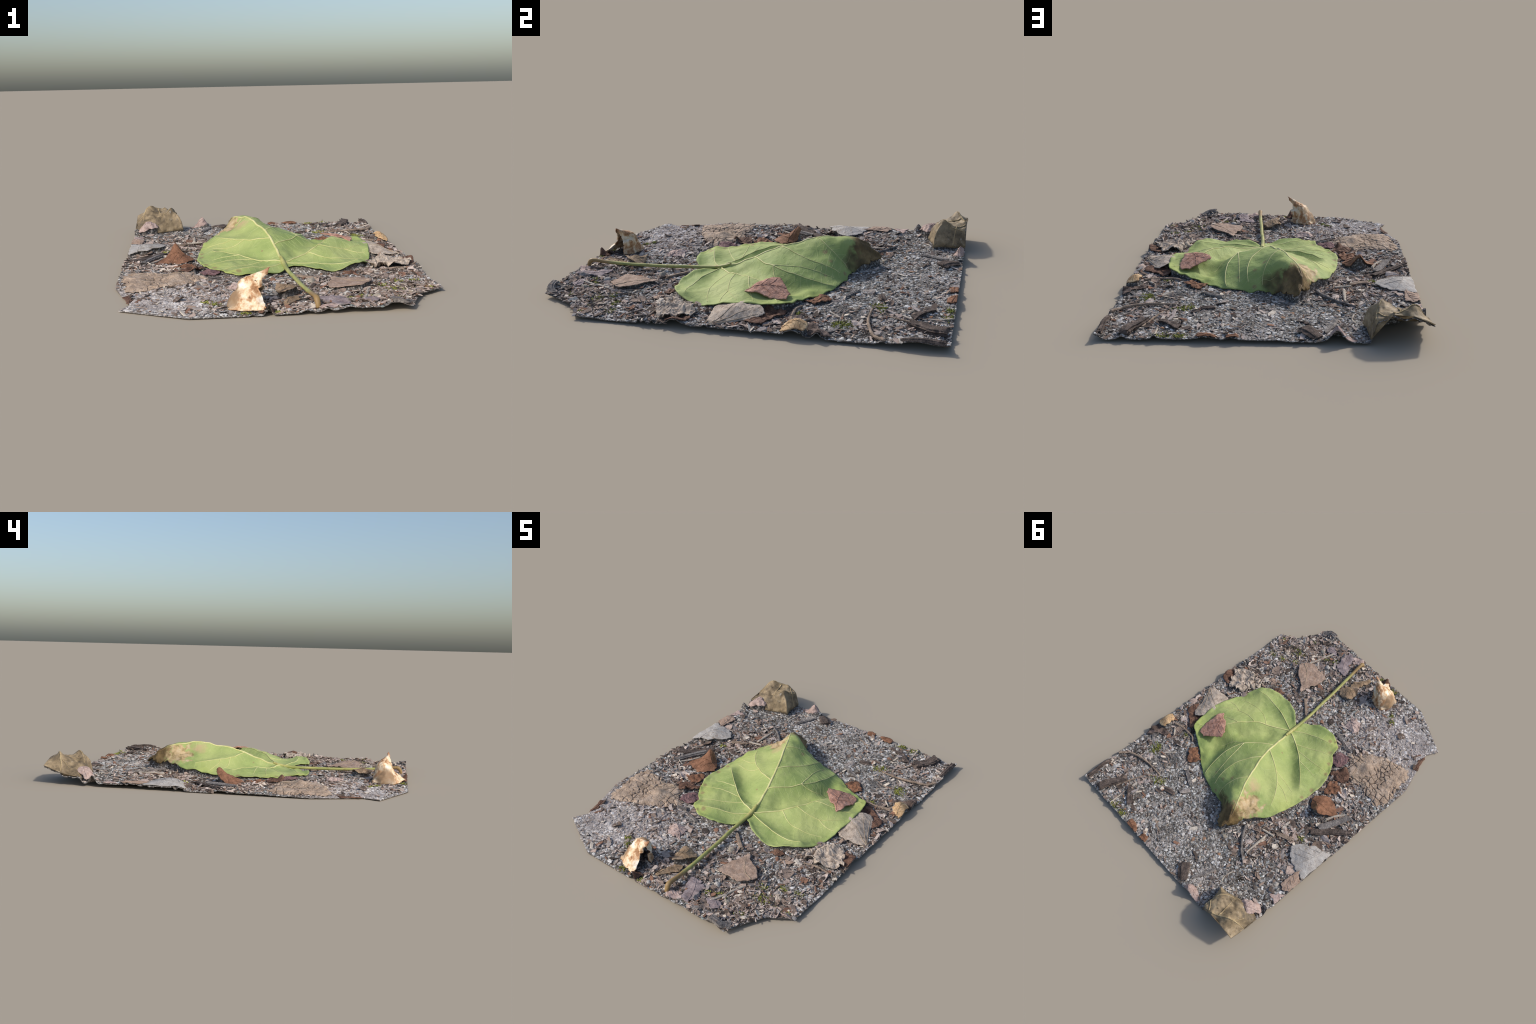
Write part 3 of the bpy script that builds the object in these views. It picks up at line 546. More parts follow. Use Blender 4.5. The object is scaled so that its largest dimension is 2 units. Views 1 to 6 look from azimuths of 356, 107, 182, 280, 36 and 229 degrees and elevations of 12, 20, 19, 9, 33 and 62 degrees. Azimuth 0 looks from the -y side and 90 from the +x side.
# ---- big brown curled leaf that makes the raised back corner
corner_surface = Surface([(-0.742, 1.0, 0.098), (-0.738, 0.93, 0.081), (-0.738, 0.895, 0.064), (-0.738, 0.862, 0.058), (-0.738, 0.82, 0.060),
    (-0.473, 1.0, 0.101), (-0.52, 1.0, 0.123), (-0.563, 1.0, 0.138), (-0.608, 1.0, 0.135), (-0.653, 1.0, 0.132), (-0.708, 1.0, 0.122),
    (-0.690, 0.90, 0.110), (-0.645, 0.88, 0.122), (-0.640, 0.95, 0.152), (-0.60, 0.875, 0.118), (-0.552, 0.875, 0.138), (-0.517, 0.868, 0.157), (-0.48, 0.87, 0.138),
    (-0.446, 0.834, 0.126), (-0.470, 0.93, 0.114), (-0.505, 0.835, 0.130), (-0.562, 0.800, 0.094), (-0.607, 0.79, 0.084), (-0.686, 0.80, 0.072), (-0.60, 0.83, 0.104), (-0.53, 0.83, 0.126), (-0.56, 0.95, 0.138), (-0.70, 0.955, 0.122)], 2e-5)
corner_poly = np.array([(-0.440, 0.828), (-0.500, 0.822), (-0.562, 0.796), (-0.620, 0.782), (-0.690, 0.786), (-XM, 0.808), (-XM - 0.001, 0.90), (-XM - 0.001, 0.9995), (-0.65, 0.9995), (-0.56, 0.9995), (-0.468, 0.9995), (-0.463, 0.94), (-0.458, 0.876)])
CORNER_VEINS = [[(-0.488, 0.985), (-0.500, 0.916), (-0.535, 0.858), (-0.579, 0.828)], [(-0.560, 0.99), (-0.622, 0.960), (-0.680, 0.922), (-0.697, 0.862)],
                [(-0.65, 0.945), (-0.70, 0.915), (-0.738, 0.905)], [(-0.60, 0.965), (-0.59, 0.90), (-0.575, 0.84)], [(-0.535, 0.99), (-0.50, 0.95), (-0.455, 0.93)]]
def corner_z(x, y):
    z = corner_surface(x, y)
    for v in CORNER_VEINS[:3]: z = z + 0.010 * np.exp(-(seg_dist(x, y, v) / 0.014) ** 2)
    z = z + 0.016 * fbm(x * 17, y * 17, 41, 5) + 0.010 * (0.25 - np.abs(fbm(x * 26, y * 26, 47, 3)))
    # front and inner rims bend down to the gravel
    d = np.minimum(inside_distance(x, y, corner_poly), 1.0)
    wall = np.minimum(seg_dist(x, y, [(-0.470, 1.05), (-0.463, 0.94), (-0.458, 0.876), (-0.440, 0.828), (-0.500, 0.822), (-0.562, 0.796), (-0.620, 0.782), (-0.690, 0.786), (-0.78, 0.810)]), 0.5)
    wall = wall * (1 + 0.9 * fbm(x * 24, y * 24, 43, 2))
    k = (1 - np.clip(wall / 0.045, 0, 1)) ** 2.2
    return z * (1 - k) + k * (ground0(x, y) + 0.012)

# ------------------------------------------------------------------ final ground grid
STEP = 0.0036
NY, NX = int(2 * YM / STEP), int(2 * XM / STEP)
ys = np.linspace(-YM, YM, NY + 1); us = np.linspace(0, 1, NX + 1)
GX = x_left(ys)[:, None] + (x_right(ys) - x_left(ys))[:, None] * us[None, :]
GY = np.repeat(ys[:, None], NX + 1, 1)
GZ = ground0(GX, GY)

def lift_under(poly, zf, gap=0.006, a=0.008, b=0.020):
    global GZ
    P = np.asarray(poly); x0, y0 = P.min(0) - 0.01; x1, y1 = P.max(0) + 0.01
    k = (GX > x0) & (GX < x1) & (GY > y0) & (GY < y1)
    x, y = GX[k], GY[k]
    P = P.copy()
    for ax, lim in ((0, XM), (1, YM)):
        P[P[:, ax] > lim - 0.004, ax] += 0.05; P[P[:, ax] < -lim + 0.004, ax] -= 0.05
    d = inside_distance(x, y, P); w = sstep(d, a, b); z = GZ[k]
    tgt = zf(x, y) - gap
    GZ[k] = z + (tgt - z) * w
    
def sheet_poly(o):
    p = spline(o['outline'], 8, True); n = len(p); i = np.arange(n)
    c = np.array(o['outline'], float); c2 = np.roll(c, -1, 0)
    lin = np.concatenate([c[j] + (c2[j] - c[j]) * np.arange(8)[:, None] / 8 for j in range(len(c))])
    p = 0.45 * p + 0.55 * lin
    r = np.stack([fbm(i * 0.55, i * 0 + o['seed'], o['seed'], 4), fbm(i * 0.55, i * 0 + o['seed'] + 5, o['seed'] + 3, 4)], 1) * o['ragged'] * 2.4
    p = p + r
    p[:, 0] = np.clip(p[:, 0], -XM - 0.0005, XM + 0.0005); p[:, 1] = np.clip(p[:, 1], -YM - 0.0005, YM + 0.0005)
    keep = [0]
    for j in range(1, n):
        if np.hypot(*(p[j] - p[keep[-1]])) > 0.0012: keep.append(j)
    if np.hypot(*(p[keep[-1]] - p[0])) < 0.0012: keep.pop()
    return p[keep]

def sheet_height(o, poly):
    surf = Surface(o['ctrl'], 1e-5) if o['ctrl'] else None
    s = o['seed']
    def f(x, y):
        if surf is not None: z = surf(x, y)
        else: z = ground0(x, y) + o['lift']
        for px, py, r, h in o['peaks']:
            z = z + h * np.exp(-((x - px) ** 2 + (y - py) ** 2) / r ** 2)
        if surf is None: z = z + 0.5 * o['wrinkle'] * np.abs(fbm(x * o['freq'] * 0.5, y * o['freq'] * 0.5, s + 9, 2)) * 2
        z = z + o['wrinkle'] * fbm(x * o['freq'], y * o['freq'], s, 4) + 0.0025 * (0.3 - np.abs(fbm(x * 60, y * 60, s + 21, 3)))
        if o['droop']:
            z = z - o['droop'] * (1 - sstep(inside_distance(x, y, poly), 0, 0.022))
        if o['crack']:
            qx = x + 0.02 * fbm(x * 14, y * 14, s + 2, 2); qy = y + 0.02 * fbm(x * 14, y * 14, s + 4, 2)
            f1, f2, cid = worley(qx * 26 + 0.3 * qy, qy * 34, s)
            z = z - o['crack'] * (1 - sstep(f2 - f1, 0.02, 0.12)) * sstep(fbm(x * 11, y * 11, s + 6, 3), -0.12, 0.08) + 0.004 * (cid - 0.5)
        return z
    return f

for o in DEAD:
    o['poly'] = sheet_poly(o); o['z'] = sheet_height(o, o['poly'])
lift_under(corner_poly, corner_z, 0.008, 0.002, 0.010)
for o in DEAD:
    if o['under'] is not None:
        flat = o['crack'] > 0
        lift_under(o['poly'], (lambda x, y, o=o: np.maximum(o['z'](x, y), ground0(x, y) + 0.004)) if not flat else (lambda x, y: ground0(x, y) + 0.009), o['under'], 0.004, 0.014)
lift_under(leaf_poly, leaf_z, 0.009, 0.005, 0.014)
# pebbly relief of the bed
q1 = worley(GX * 95, GY * 95, 5); q2 = worley(GX * 45, GY * 45, 8)
GZ = GZ + 0.0022 * (0.55 - q1[0]) + 0.003 * (0.5 - q2[0]) * (q2[2] > 0.5)
GZ = np.maximum(GZ, 0.0035 + 0.001 * q1[2])

def ground(x, y):
    """height of the finished bed (bilinear)"""
    x = np.asarray(x, float); y = np.asarray(y, float)
    v = np.clip((y + YM) / (2 * YM) * NY, 0, NY - 1e-6); xl, xr = x_left(y), x_right(y)
    u = np.clip((x - xl) / (xr - xl) * NX, 0, NX - 1e-6)
    i, j = v.astype(int), u.astype(int); a, b = v - i, u - j
    return GZ[i, j] * (1 - a) * (1 - b) + GZ[i + 1, j] * a * (1 - b) + GZ[i, j + 1] * (1 - a) * b + GZ[i + 1, j + 1] * a * b

# ------------------------------------------------------------------ build: bed
patch = empty('soil_patch', 'rectangular patch of grey gravel and leaf litter', 'ground patch')
idx = np.arange((NY + 1) * (NX + 1)).reshape(NY + 1, NX + 1)
q = np.stack([idx[:-1, :-1], idx[:-1, 1:], idx[1:, 1:], idx[1:, :-1]], -1).reshape(-1, 4)
tv = np.stack([GX, GY, GZ], -1).reshape(-1, 3)
TH = 0.0035
bv = tv.copy(); bv[:, 2] -= TH
nv = len(tv)
ring = np.concatenate([idx[0, :], idx[1:, -1], idx[-1, -2::-1], idx[-2:0:-1, 0]])
nxt = np.roll(ring, -1)
side = np.stack([ring, ring + nv, nxt + nv, nxt], -1)
bed = new_mesh('gravel_bed', np.vstack([tv, bv]), np.vstack([q, q[:, ::-1] + nv, side]), mat_gravel_bed())
parent(bed, patch)

# ------------------------------------------------------------------ build: dead leaves
VEIN_D_MAT = simple_mat('dead_vein', (0.25, 0.18, 0.12), (0.40, 0.31, 0.22), (0.52, 0.43, 0.33), 40)
def path_on(path, zf, n=10, lift=0.001):
    p = spline(path, n); z = zf(p[:, 0], p[:, 1]) + lift
    return np.column_stack([p, z])

for o in DEAD:
    v, f = fill(o['poly'], o['step'], seed=o['seed'])
    z = o['z'](v[:, 0], v[:, 1])
    if o['under'] is not None: z = np.maximum(z, ground(v[:, 0], v[:, 1]) + 0.0025) if not o['crack'] else z
    z = np.maximum(z, 0.004)
    V, F = thicken(np.column_stack([v, z]), f, o['th'])
    V[:, 0] = np.clip(V[:, 0], -0.742, 0.742); V[:, 1] = np.clip(V[:, 1], -1.0, 1.0); V[:, 2] = np.maximum(V[:, 2], 0.0005)
    ob = top(new_mesh('dead_leaf', V, F, o['mat']), o['label'], 'dead leaf')
    paths = [list(v_) for v_ in o['veins']]
    if o['autovein'] and not paths:
        P = o['poly']; cc = P.mean(0); w_, e_ = np.linalg.eigh(np.cov((P - cc).T)); ax = e_[:, 1]; sd = e_[:, 0]
        t_ = (P - cc) @ ax; L0, L1 = t_.min() * 0.85, t_.max() * 0.85; half = np.abs((P - cc) @ sd).max()
        bend = half * 0.15 * (1 if o['seed'] % 2 else -1)
        spine = [cc + ax * (L0 + (L1 - L0) * k) + sd * bend * math.sin(math.pi * k) for k in np.linspace(0, 1, 5)]
        paths.append(spine)
        if L1 - L0 > 0.07:
            for k in np.linspace(0.15, 0.75, 4):
                b0 = cc + ax * (L0 + (L1 - L0) * k) + sd * bend * math.sin(math.pi * k)
                for sg in (1, -1):
                    tip = b0 + ax * half * 0.55 + sd * sg * half * 0.7
                    if inside_distance(np.array([tip[0]]), np.array([tip[1]]), P)[0] > 0.003: paths.append([b0, (b0 + tip) / 2 + ax * 0.004, tip])
    for vp in paths:
        p = path_on(vp, o['z'], 6, 0.0008)
        p[:, 2] = np.maximum(p[:, 2], ground(p[:, 0], p[:, 1]) + 0.002)
        tvv, tf = tube(p, np.linspace(0.0024, 0.0009, len(p)), 6, 0.8)
        parent(new_mesh('leaf_vein', tvv, tf, o['mat'] if not o['veins'] else VEIN_D_MAT), ob)

v, f = fill(spline(corner_poly, 1, True), 0.006, seed=9)
V, F = thicken(np.column_stack([v, corner_z(v[:, 0], v[:, 1])]), f, 0.004)
V[:, 0] = np.clip(V[:, 0], -0.742, 0.742); V[:, 1] = np.clip(V[:, 1], -1.0, 1.0)
corner = top(new_mesh('curled_leaf', V, F, CORNER), 'large wet brown leaf humped over the corner', 'dead leaf')
CV = simple_mat('pale_vein', (0.25, 0.18, 0.09), (0.42, 0.32, 0.18), (0.56, 0.46, 0.29), 40)
for vp in CORNER_VEINS:
    p = path_on(vp, corner_z, 8, 0.001)
    a, b = tube(p, np.linspace(0.0042, 0.0016, len(p)), 8, 0.4, 0.3)
    parent(new_mesh('leaf_vein', a, b, CV), corner)

# upright rolled leaf at the front: a cone sheet lofted through open rings
R0 = [(-0.075, -0.862, 0.016), (-0.120, -0.802, 0.013), (-0.190, -0.796, 0.012), (-0.230, -0.850, 0.010), (-0.222, -0.915, 0.010), (-0.170, -0.950, 0.012), (-0.108, -0.978, 0.018), (-0.080, -0.972, 0.026)]
R1 = [(-0.083, -0.865, 0.050), (-0.115, -0.818, 0.055), (-0.170, -0.812, 0.060), (-0.205, -0.845, 0.060), (-0.198, -0.895, 0.058), (-0.160, -0.925, 0.055), (-0.115, -0.942, 0.050), (-0.092, -0.940, 0.050)]
R2 = [(-0.084, -0.862, 0.085), (-0.105, -0.825, 0.095), (-0.140, -0.818, 0.108), (-0.163, -0.845, 0.117), (-0.155, -0.878, 0.112), (-0.130, -0.897, 0.100), (-0.106, -0.906, 0.092), (-0.094, -0.905, 0.086)]
R3 = [(-0.080, -0.868, 0.115), (-0.092, -0.848, 0.126), (-0.110, -0.846, 0.136), (-0.120, -0.860, 0.140), (-0.115, -0.877, 0.135), (-0.102, -0.888, 0.127), (-0.090, -0.893, 0.118), (-0.084, -0.890, 0.112)]
R4 = [(-0.066, -0.879, 0.150), (-0.074, -0.873, 0.154), (-0.080, -0.873, 0.157), (-0.084, -0.878, 0.158), (-0.081, -0.884, 0.156), (-0.075, -0.888, 0.152), (-0.069, -0.888, 0.148), (-0.066, -0.886, 0.146)]
R5 = [(-0.052 - 0.003 * math.cos(k), -0.880 + 0.003 * math.sin(k), 0.176 + 0.001 * math.cos(k)) for k in np.linspace(0.5, 5.5, 8)]
rings = [spline(r, 6) for r in (R0, R1, R2, R3, R4, R5)]
cols = [spline([r[k] for r in rings], 7) for k in range(len(rings[0]))]
G = np.array(cols)                       # columns x levels x 3
nc, nl = G.shape[:2]
fade = sstep(0.18 - G[..., 2], 0.0, 0.05)
G[..., 0] += fade * 0.016 * fbm(G[..., 2] * 45, G[..., 1] * 45, 61, 4); G[..., 1] += fade * 0.016 * fbm(G[..., 2] * 45 + 9, G[..., 0] * 45, 63, 4)
cr = 0.022 * fade * (0.2 - np.abs(fbm(G[..., 0] * 55 + G[..., 1] * 30, G[..., 2] * 18, 67, 2))); G[..., 0] -= cr; G[..., 1] -= cr * 0.6
gi = np.arange(nc * nl).reshape(nc, nl); T = []
for a in range(nc - 1):
    for b in range(nl - 1):
        T += [(gi[a, b], gi[a, b + 1], gi[a + 1, b + 1]), (gi[a, b], gi[a + 1, b + 1], gi[a + 1, b])]
V, F = thicken(G.reshape(-1, 3), np.array(T), 0.003)
V[:, 2] = np.maximum(V[:, 2], 0.004); V[:, 1] = np.maximum(V[:, 1], -0.9985)
top(new_mesh('rolled_leaf', V, F, mat_conch()), 'upright rolled leaf bleached white and orange', 'dead leaf')

# ------------------------------------------------------------------ build: green leaf
green = empty('green_leaf', 'large heart-shaped green leaf with browned tip', 'leaf', (0.08, -0.217, 0.03))
def under_green(ob):
    ob.parent = green; ob.matrix_parent_inverse = green.matrix_world.inverted(); return ob
bpy.context.view_layer.update()
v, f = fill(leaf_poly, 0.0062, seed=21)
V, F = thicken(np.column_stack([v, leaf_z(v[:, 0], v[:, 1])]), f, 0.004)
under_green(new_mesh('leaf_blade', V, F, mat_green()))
VM = mat_vein()
def vein(path, r0, r1, name='leaf_vein', lift=0.0005, seg=7):
    p = path_on([(a[0], a[1]) for a in path], leaf_z, 10, lift)
    a, b = tube(p, np.linspace(r0, r1, len(p)), seg, 0.85)
    return under_green(new_mesh(name, a, b, VM)), p
_, mp = vein(MIDRIB, 0.008, 0.003, 'midrib', -0.0005, 10)
majors = []
for vp, r in ((VEIN_A, 0.0050), (VEIN_B, 0.0038), (VEIN_C, 0.0038), (VEIN_D, 0.0034), (VEIN_E, 0.0042), (VEIN_F, 0.0038), (VEIN_G, 0.003), (VEIN_H, 0.0026)):
    majors.append(vein(vp, r, r * 0.35)[1])
BR = [[(0.215, -0.12), (0.29, -0.165), (0.36, -0.175), (0.43, -0.165), (0.50, -0.14)], [(0.275, -0.068), (0.345, -0.075), (0.42, -0.06), (0.47, -0.03), (0.53, 0.02)], [(0.42, -0.06), (0.48, -0.075), (0.53, -0.07)],
      [(-0.02, -0.175), (-0.09, -0.215), (-0.17, -0.26), (-0.23, -0.285)], [(-0.06, -0.15), (-0.15, -0.155), (-0.22, -0.165), (-0.29, -0.18)], [(-0.13, -0.10), (-0.2, -0.10), (-0.28, -0.10)],
      [(0.187, 0.099), (0.26, 0.13), (0.31, 0.20)], [(0.187, 0.10), (0.175, 0.2), (0.165, 0.3), (0.155, 0.40)], [(-0.10, 0.077), (-0.18, 0.075), (-0.27, 0.09)], [(-0.164, 0.123), (-0.23, 0.13), (-0.30, 0.16)], [(0.34, 0.02), (0.43, 0.05), (0.53, 0.10)]]
for vp in BR: majors.append(vein(vp, 0.0025, 0.001)[1])
# branches off the main veins and thin rungs between them, one joined mesh
bv_, bf_ = [], []
def add_thin(p, r0, r1, seg=5):
    global bv_, bf_
    a, b = tube(p, np.linspace(r0, r1, len(p)), seg, 0.8, cap=False); o = len(bv_)
    bv_ += list(a); bf_ += [tuple(i + o for i in q) for q in b]
rr = np.random.default_rng(33)
def grow(start, dirv, length, bend, r0):
    p = [np.array(start[:2])]; a = math.atan2(dirv[1], dirv[0])
    for k in range(int(length / 0.008)):
        a += bend * 0.008 + rr.normal(0, 0.09)
        nx = p[-1] + 0.008 * np.array([math.cos(a), math.sin(a)])
        if inside_distance(np.array([nx[0]]), np.array([nx[1]]), leaf_poly)[0] < 0.006: break
        p.append(nx)
    if len(p) < 4: return
    p = np.array(p); z = leaf_z(p[:, 0], p[:, 1]) - 0.0002
    add_thin(np.column_stack([p, z]), r0, r0 * 0.5)
for mi, p in enumerate(majors):
    n = len(p); t = np.gradient(p[:, :2], axis=0); t /= np.linalg.norm(t, axis=1)[:, None]
    s = np.concatenate([[0], np.cumsum(np.linalg.norm(np.diff(p, axis=0), axis=1))])
    for d in np.arange(0.03, s[-1], 0.033):
        k = min(int(np.searchsorted(s, d)), n - 1)
        for sd in (1, -1):
            nrm = np.array([-t[k][1], t[k][0]]) * sd
            grow(p[k], t[k] * 0.25 + nrm, rr.uniform(0.05, 0.085), sd * rr.uniform(-2.5, 1.0), 0.00095)
nm = len(mp); tm = np.gradient(mp[:, :2], axis=0); tm /= np.linalg.norm(tm, axis=1)[:, None]
for k in range(8, nm - 6, 5):
    for sd in (1, -1):
        nrm = np.array([-tm[k][1], tm[k][0]]) * sd
        grow(mp[k], tm[k] * 0.3 + nrm, rr.uniform(0.04, 0.10), sd * rr.uniform(-2, 2), 0.0012)
SV = Mat('small_vein', 0.6, 0.25)
SV.color(SV.mix(SV.blob((-0.125, 0.565, 0.09), 0.10, 0.18, 0.06, 13), SV.ramp(SV.noise(18, 3), [(0.35, (0.40, 0.47, 0.19)), (0.7, (0.52, 0.56, 0.27))]), (0.16, 0.105, 0.05)))
thin = under_green(new_mesh('small_veins', bv_, bf_, SV.m)); thin['kind'] = 'stuff'
# stalk
ST = [(0.070, -0.165, 0.060), (0.077, -0.219, 0.042), (0.081, -0.309, 0.035), (0.088, -0.418, 0.034), (0.101, -0.536, 0.034), (0.110, -0.650, 0.036), (0.122, -0.769, 0.041), (0.131, -0.866, 0.049),
      (0.135, -0.925, 0.056), (0.137, -0.948, 0.052), (0.139, -0.960, 0.036), (0.140, -0.965, 0.018)]
sp = spline(ST, 8); n = len(sp); s = np.linspace(0, 1, n)
rad = np.interp(s, [0, 0.08, 0.2, 0.5, 0.72, 0.82, 1], [0.007, 0.0125, 0.0105, 0.0098, 0.0112, 0.0135, 0.010]) * (1 + 0.06 * fbm(s * 60, s * 0, 3, 2))
a, b = tube(sp, rad, 14, 0.9, 0.03)
under_green(new_mesh('leaf_stalk', a, b, mat_stalk()))

# ------------------------------------------------------------------ build: twigs and bark
PALE = simple_mat('pale_wood', (0.27, 0.22, 0.175), (0.47, 0.41, 0.34), (0.62, 0.56, 0.48), 30, 0.8, (1, 1, 1), 0.6)
WOOD = simple_mat('twig_bark', (0.12, 0.09, 0.07), (0.30, 0.225, 0.17), (0.47, 0.36, 0.28), 34, 0.85, None, 0.7)
BARK = simple_mat('dark_bark', (0.035, 0.028, 0.025), (0.105, 0.08, 0.068), (0.24, 0.185, 0.155), 26, 0.9, None, 0.9)
GBARK = simple_mat('grey_bark', (0.07, 0.062, 0.06), (0.20, 0.18, 0.17), (0.42, 0.38, 0.34), 26, 0.9, None, 0.9)
def twig(path, r0, r1, mat, flat=1.0, lift=0.0, rough=0.12, name='twig', seg=8, raised=()):
    p = spline(path, 8); n = len(p)
    p[:, 0] = np.clip(p[:, 0], -0.733, 0.733); p[:, 1] = np.clip(p[:, 1], -0.993, 0.993)
    rad = np.linspace(r0, r1, n) * (1 + 0.25 * fbm(np.arange(n) * 0.5, np.zeros(n), len(path) + int(1e4 * r0), 2))
    rad[0] *= 0.6; rad[-1] *= 0.5
    z = ground(p[:, 0], p[:, 1])
    if n > 10: z = np.convolve(np.pad(z, 4, 'edge'), np.ones(9) / 9, 'valid')
    z = z + rad * flat * 0.35 + lift
    if len(raised): z = z + np.interp(np.linspace(0, 1, n), np.linspace(0, 1, len(raised)), raised)
    a, b = tube(np.column_stack([p, z]), rad, seg, flat, rough, seed=int(1e5 * abs(path[0][0])) % 9999)
    a = np.array(a); a[:, 0] = np.clip(a[:, 0], -0.742, 0.742); a[:, 1] = np.clip(a[:, 1], -1, 1); a[:, 2] = np.maximum(a[:, 2], 0.0005)
    return parent(new_mesh(name, a, b, mat), patch)

twig([(0.411, -0.697), (0.389, -0.758), (0.375, -0.811), (0.348, -0.889)], 0.008, 0.006, PALE, 0.8, 0.004)
twig([(0.418, -0.718), (0.389, -0.815)], 0.004, 0.003, PALE)
twig([(0.732, 0.735), (0.704, 0.694), (0.665, 0.667), (0.608, 0.647), (0.542, 0.634), (0.483, 0.632), (0.421, 0.633)], 0.008, 0.0055, WOOD, 1.0, 0.003, raised=(0.0, 0.004, 0.010, 0.010, 0.004, 0.0))
twig([(0.562, 0.528), (0.528, 0.502), (0.483, 0.449)], 0.005, 0.004, PALE)
twig([(0.553, 0.523), (0.514, 0.513), (0.478, 0.517), (0.418, 0.541)], 0.004, 0.003, WOOD)
twig([(0.660, 0.315), (0.599, 0.298), (0.544, 0.293), (0.495, 0.295), (0.467, 0.318)], 0.009, 0.006, WOOD, 0.9, 0.006)
twig([(0.634, 0.332), (0.586, 0.379)], 0.006, 0.005, PALE, 1, 0.006)
twig([(0.420, 0.829), (0.400, 0.771)], 0.007, 0.006, PALE, 0.6)
twig([(0.552, 0.891), (0.527, 0.817), (0.485, 0.713)], 0.006, 0.004, WOOD, 1, 0.004)
twig([(0.474, 0.995), (0.477, 0.932), (0.481, 0.861)], 0.006, 0.004, PALE, 0.7, 0.002)
twig([(0.190, 0.847), (0.150, 0.866), (0.109, 0.880)], 0.005, 0.005, WOOD, 0.6)
twig([(0.311, 0.990), (0.337, 0.946)], 0.003, 0.002, PALE)
twig([(-0.234, 0.448), (-0.262, 0.495), (-0.303, 0.546), (-0.349, 0.590), (-0.381, 0.610), (-0.423, 0.639)], 0.010, 0.005, GBARK, 1.0, 0.008)
twig([(-0.373, 0.572), (-0.372, 0.493), (-0.373, 0.415)], 0.006, 0.009, PALE, 0.7, 0.008)
twig([(-0.326, 0.393), (-0.372, 0.381), (-0.411, 0.372)], 0.007, 0.007, PALE, 0.7, 0.012)
twig([(-0.301, 0.359), (-0.323, 0.354), (-0.316, 0.420)], 0.003, 0.003, WOOD, 1, 0.010, raised=(0.02, 0.005, 0))
twig([(-0.413, 0.434), (-0.400, 0.382)], 0.006, 0.005, WOOD, 0.7, 0.006)
twig([(-0.517, 0.459), (-0.563, 0.450)], 0.005, 0.004, PALE, 0.7)
twig([(-0.410, 0.798), (-0.399, 0.773), (-0.402, 0.738), (-0.410, 0.706)], 0.006, 0.004, PALE, 0.7)
twig([(-0.512, -0.567), (-0.506, -0.614), (-0.511, -0.663), (-0.527, -0.702)], 0.006, 0.003, PALE, 0.4)
twig([(0.479, -0.751), (0.432, -0.716)], 0.005, 0.004, WOOD, 0.8)
twig([(0.434, -0.616), (0.406, -0.563), (0.401, -0.532)], 0.005, 0.003, WOOD)
twig([(0.692, -0.360), (0.611, -0.351), (0.537, -0.367)], 0.005, 0.004, WOOD, 1, 0.006)
twig([(0.586, -0.348), (0.532, -0.407)], 0.004, 0.003, GBARK, 1, 0.003)
twig([(-0.020, -0.712), (-0.097, -0.803)], 0.002, 0.0015, WOOD)
twig([(0.037, -0.512), (-0.008, -0.505), (-0.051, -0.536)], 0.003, 0.002, WOOD)
twig([(-0.310, -0.507), (-0.295, -0.557)], 0.004, 0.003, TAN, 0.7)
twig([(0.24, -0.73), (0.215, -0.79)], 0.004, 0.003, WOOD)
twig([(0.50, -0.60), (0.56, -0.55), (0.60, -0.49)], 0.004, 0.003, GBARK)
twig([(0.46, -0.55), (0.53, -0.50), (0.58, -0.45)], 0.004, 0.002, PALE)
twig([(0.10, -0.86), (0.07, -0.93)], 0.004, 0.003, PALE)
twig([(0.13, -0.90), (0.10, -0.965)], 0.004, 0.003, PALE)
# bark slabs: grooved, flat, with splintered ends
def bark(path, w, h, mat, lift=0.0, seed=1, name='bark_piece'):
    p = spline(path, 14); n = len(p); seg = 18; r = np.random.default_rng(seed)
    p[:, 0] = np.clip(p[:, 0], -0.733, 0.733); p[:, 1] = np.clip(p[:, 1], -0.993, 0.993)
    z = ground(p[:, 0], p[:, 1]); z = np.convolve(np.pad(z, 8, 'edge'), np.ones(17) / 17, 'valid') + h * 0.45 + lift
    q = np.column_stack([p, z]); tan = np.gradient(q, axis=0); tan /= np.linalg.norm(tan, axis=1)[:, None]
    L = np.linalg.norm(q[-1] - q[0]); V = []
    a = np.arange(seg) * 2 * math.pi / seg
    groove = 1 + r.uniform(-0.30, 0.22, seg); e0, e1 = r.uniform(-0.02, 0.16, seg) * L, r.uniform(-0.02, 0.16, seg) * L
    for i in range(n):
        sd = np.cross(tan[i], (0, 0, 1.0)); sd /= np.linalg.norm(sd); up = np.cross(sd, tan[i]); t = i / (n - 1)
        wob = 1 + 0.22 * fbm(a * 2.2, np.full(seg, i * 0.35 + seed), seed, 3) + 0.15 * math.sin(3 * t + seed)
        ca = np.sign(np.cos(a)) * np.abs(np.cos(a)) ** 0.7; sa = np.sign(np.sin(a)) * np.abs(np.sin(a)) ** 0.7
        sh = e0 * max(0, 1 - t * 4) - e1 * max(0, t * 4 - 3)
        V += list(q[i] + np.outer(ca * w * groove * wob, sd) + np.outer(sa * h * groove * wob, up) + np.outer(sh, tan[i]))
    F = [(i * seg + k, i * seg + (k + 1) % seg, (i + 1) * seg + (k + 1) % seg, (i + 1) * seg + k) for i in range(n - 1) for k in range(seg)]
    F += [tuple(range(seg))[::-1], tuple(range((n - 1) * seg, n * seg))]
    V = np.array(V); V[:, 0] = np.clip(V[:, 0], -0.742, 0.742); V[:, 1] = np.clip(V[:, 1], -1, 1); V[:, 2] = np.maximum(V[:, 2], 0.0005)
    return parent(new_mesh(name, V, F, mat, False), patch)
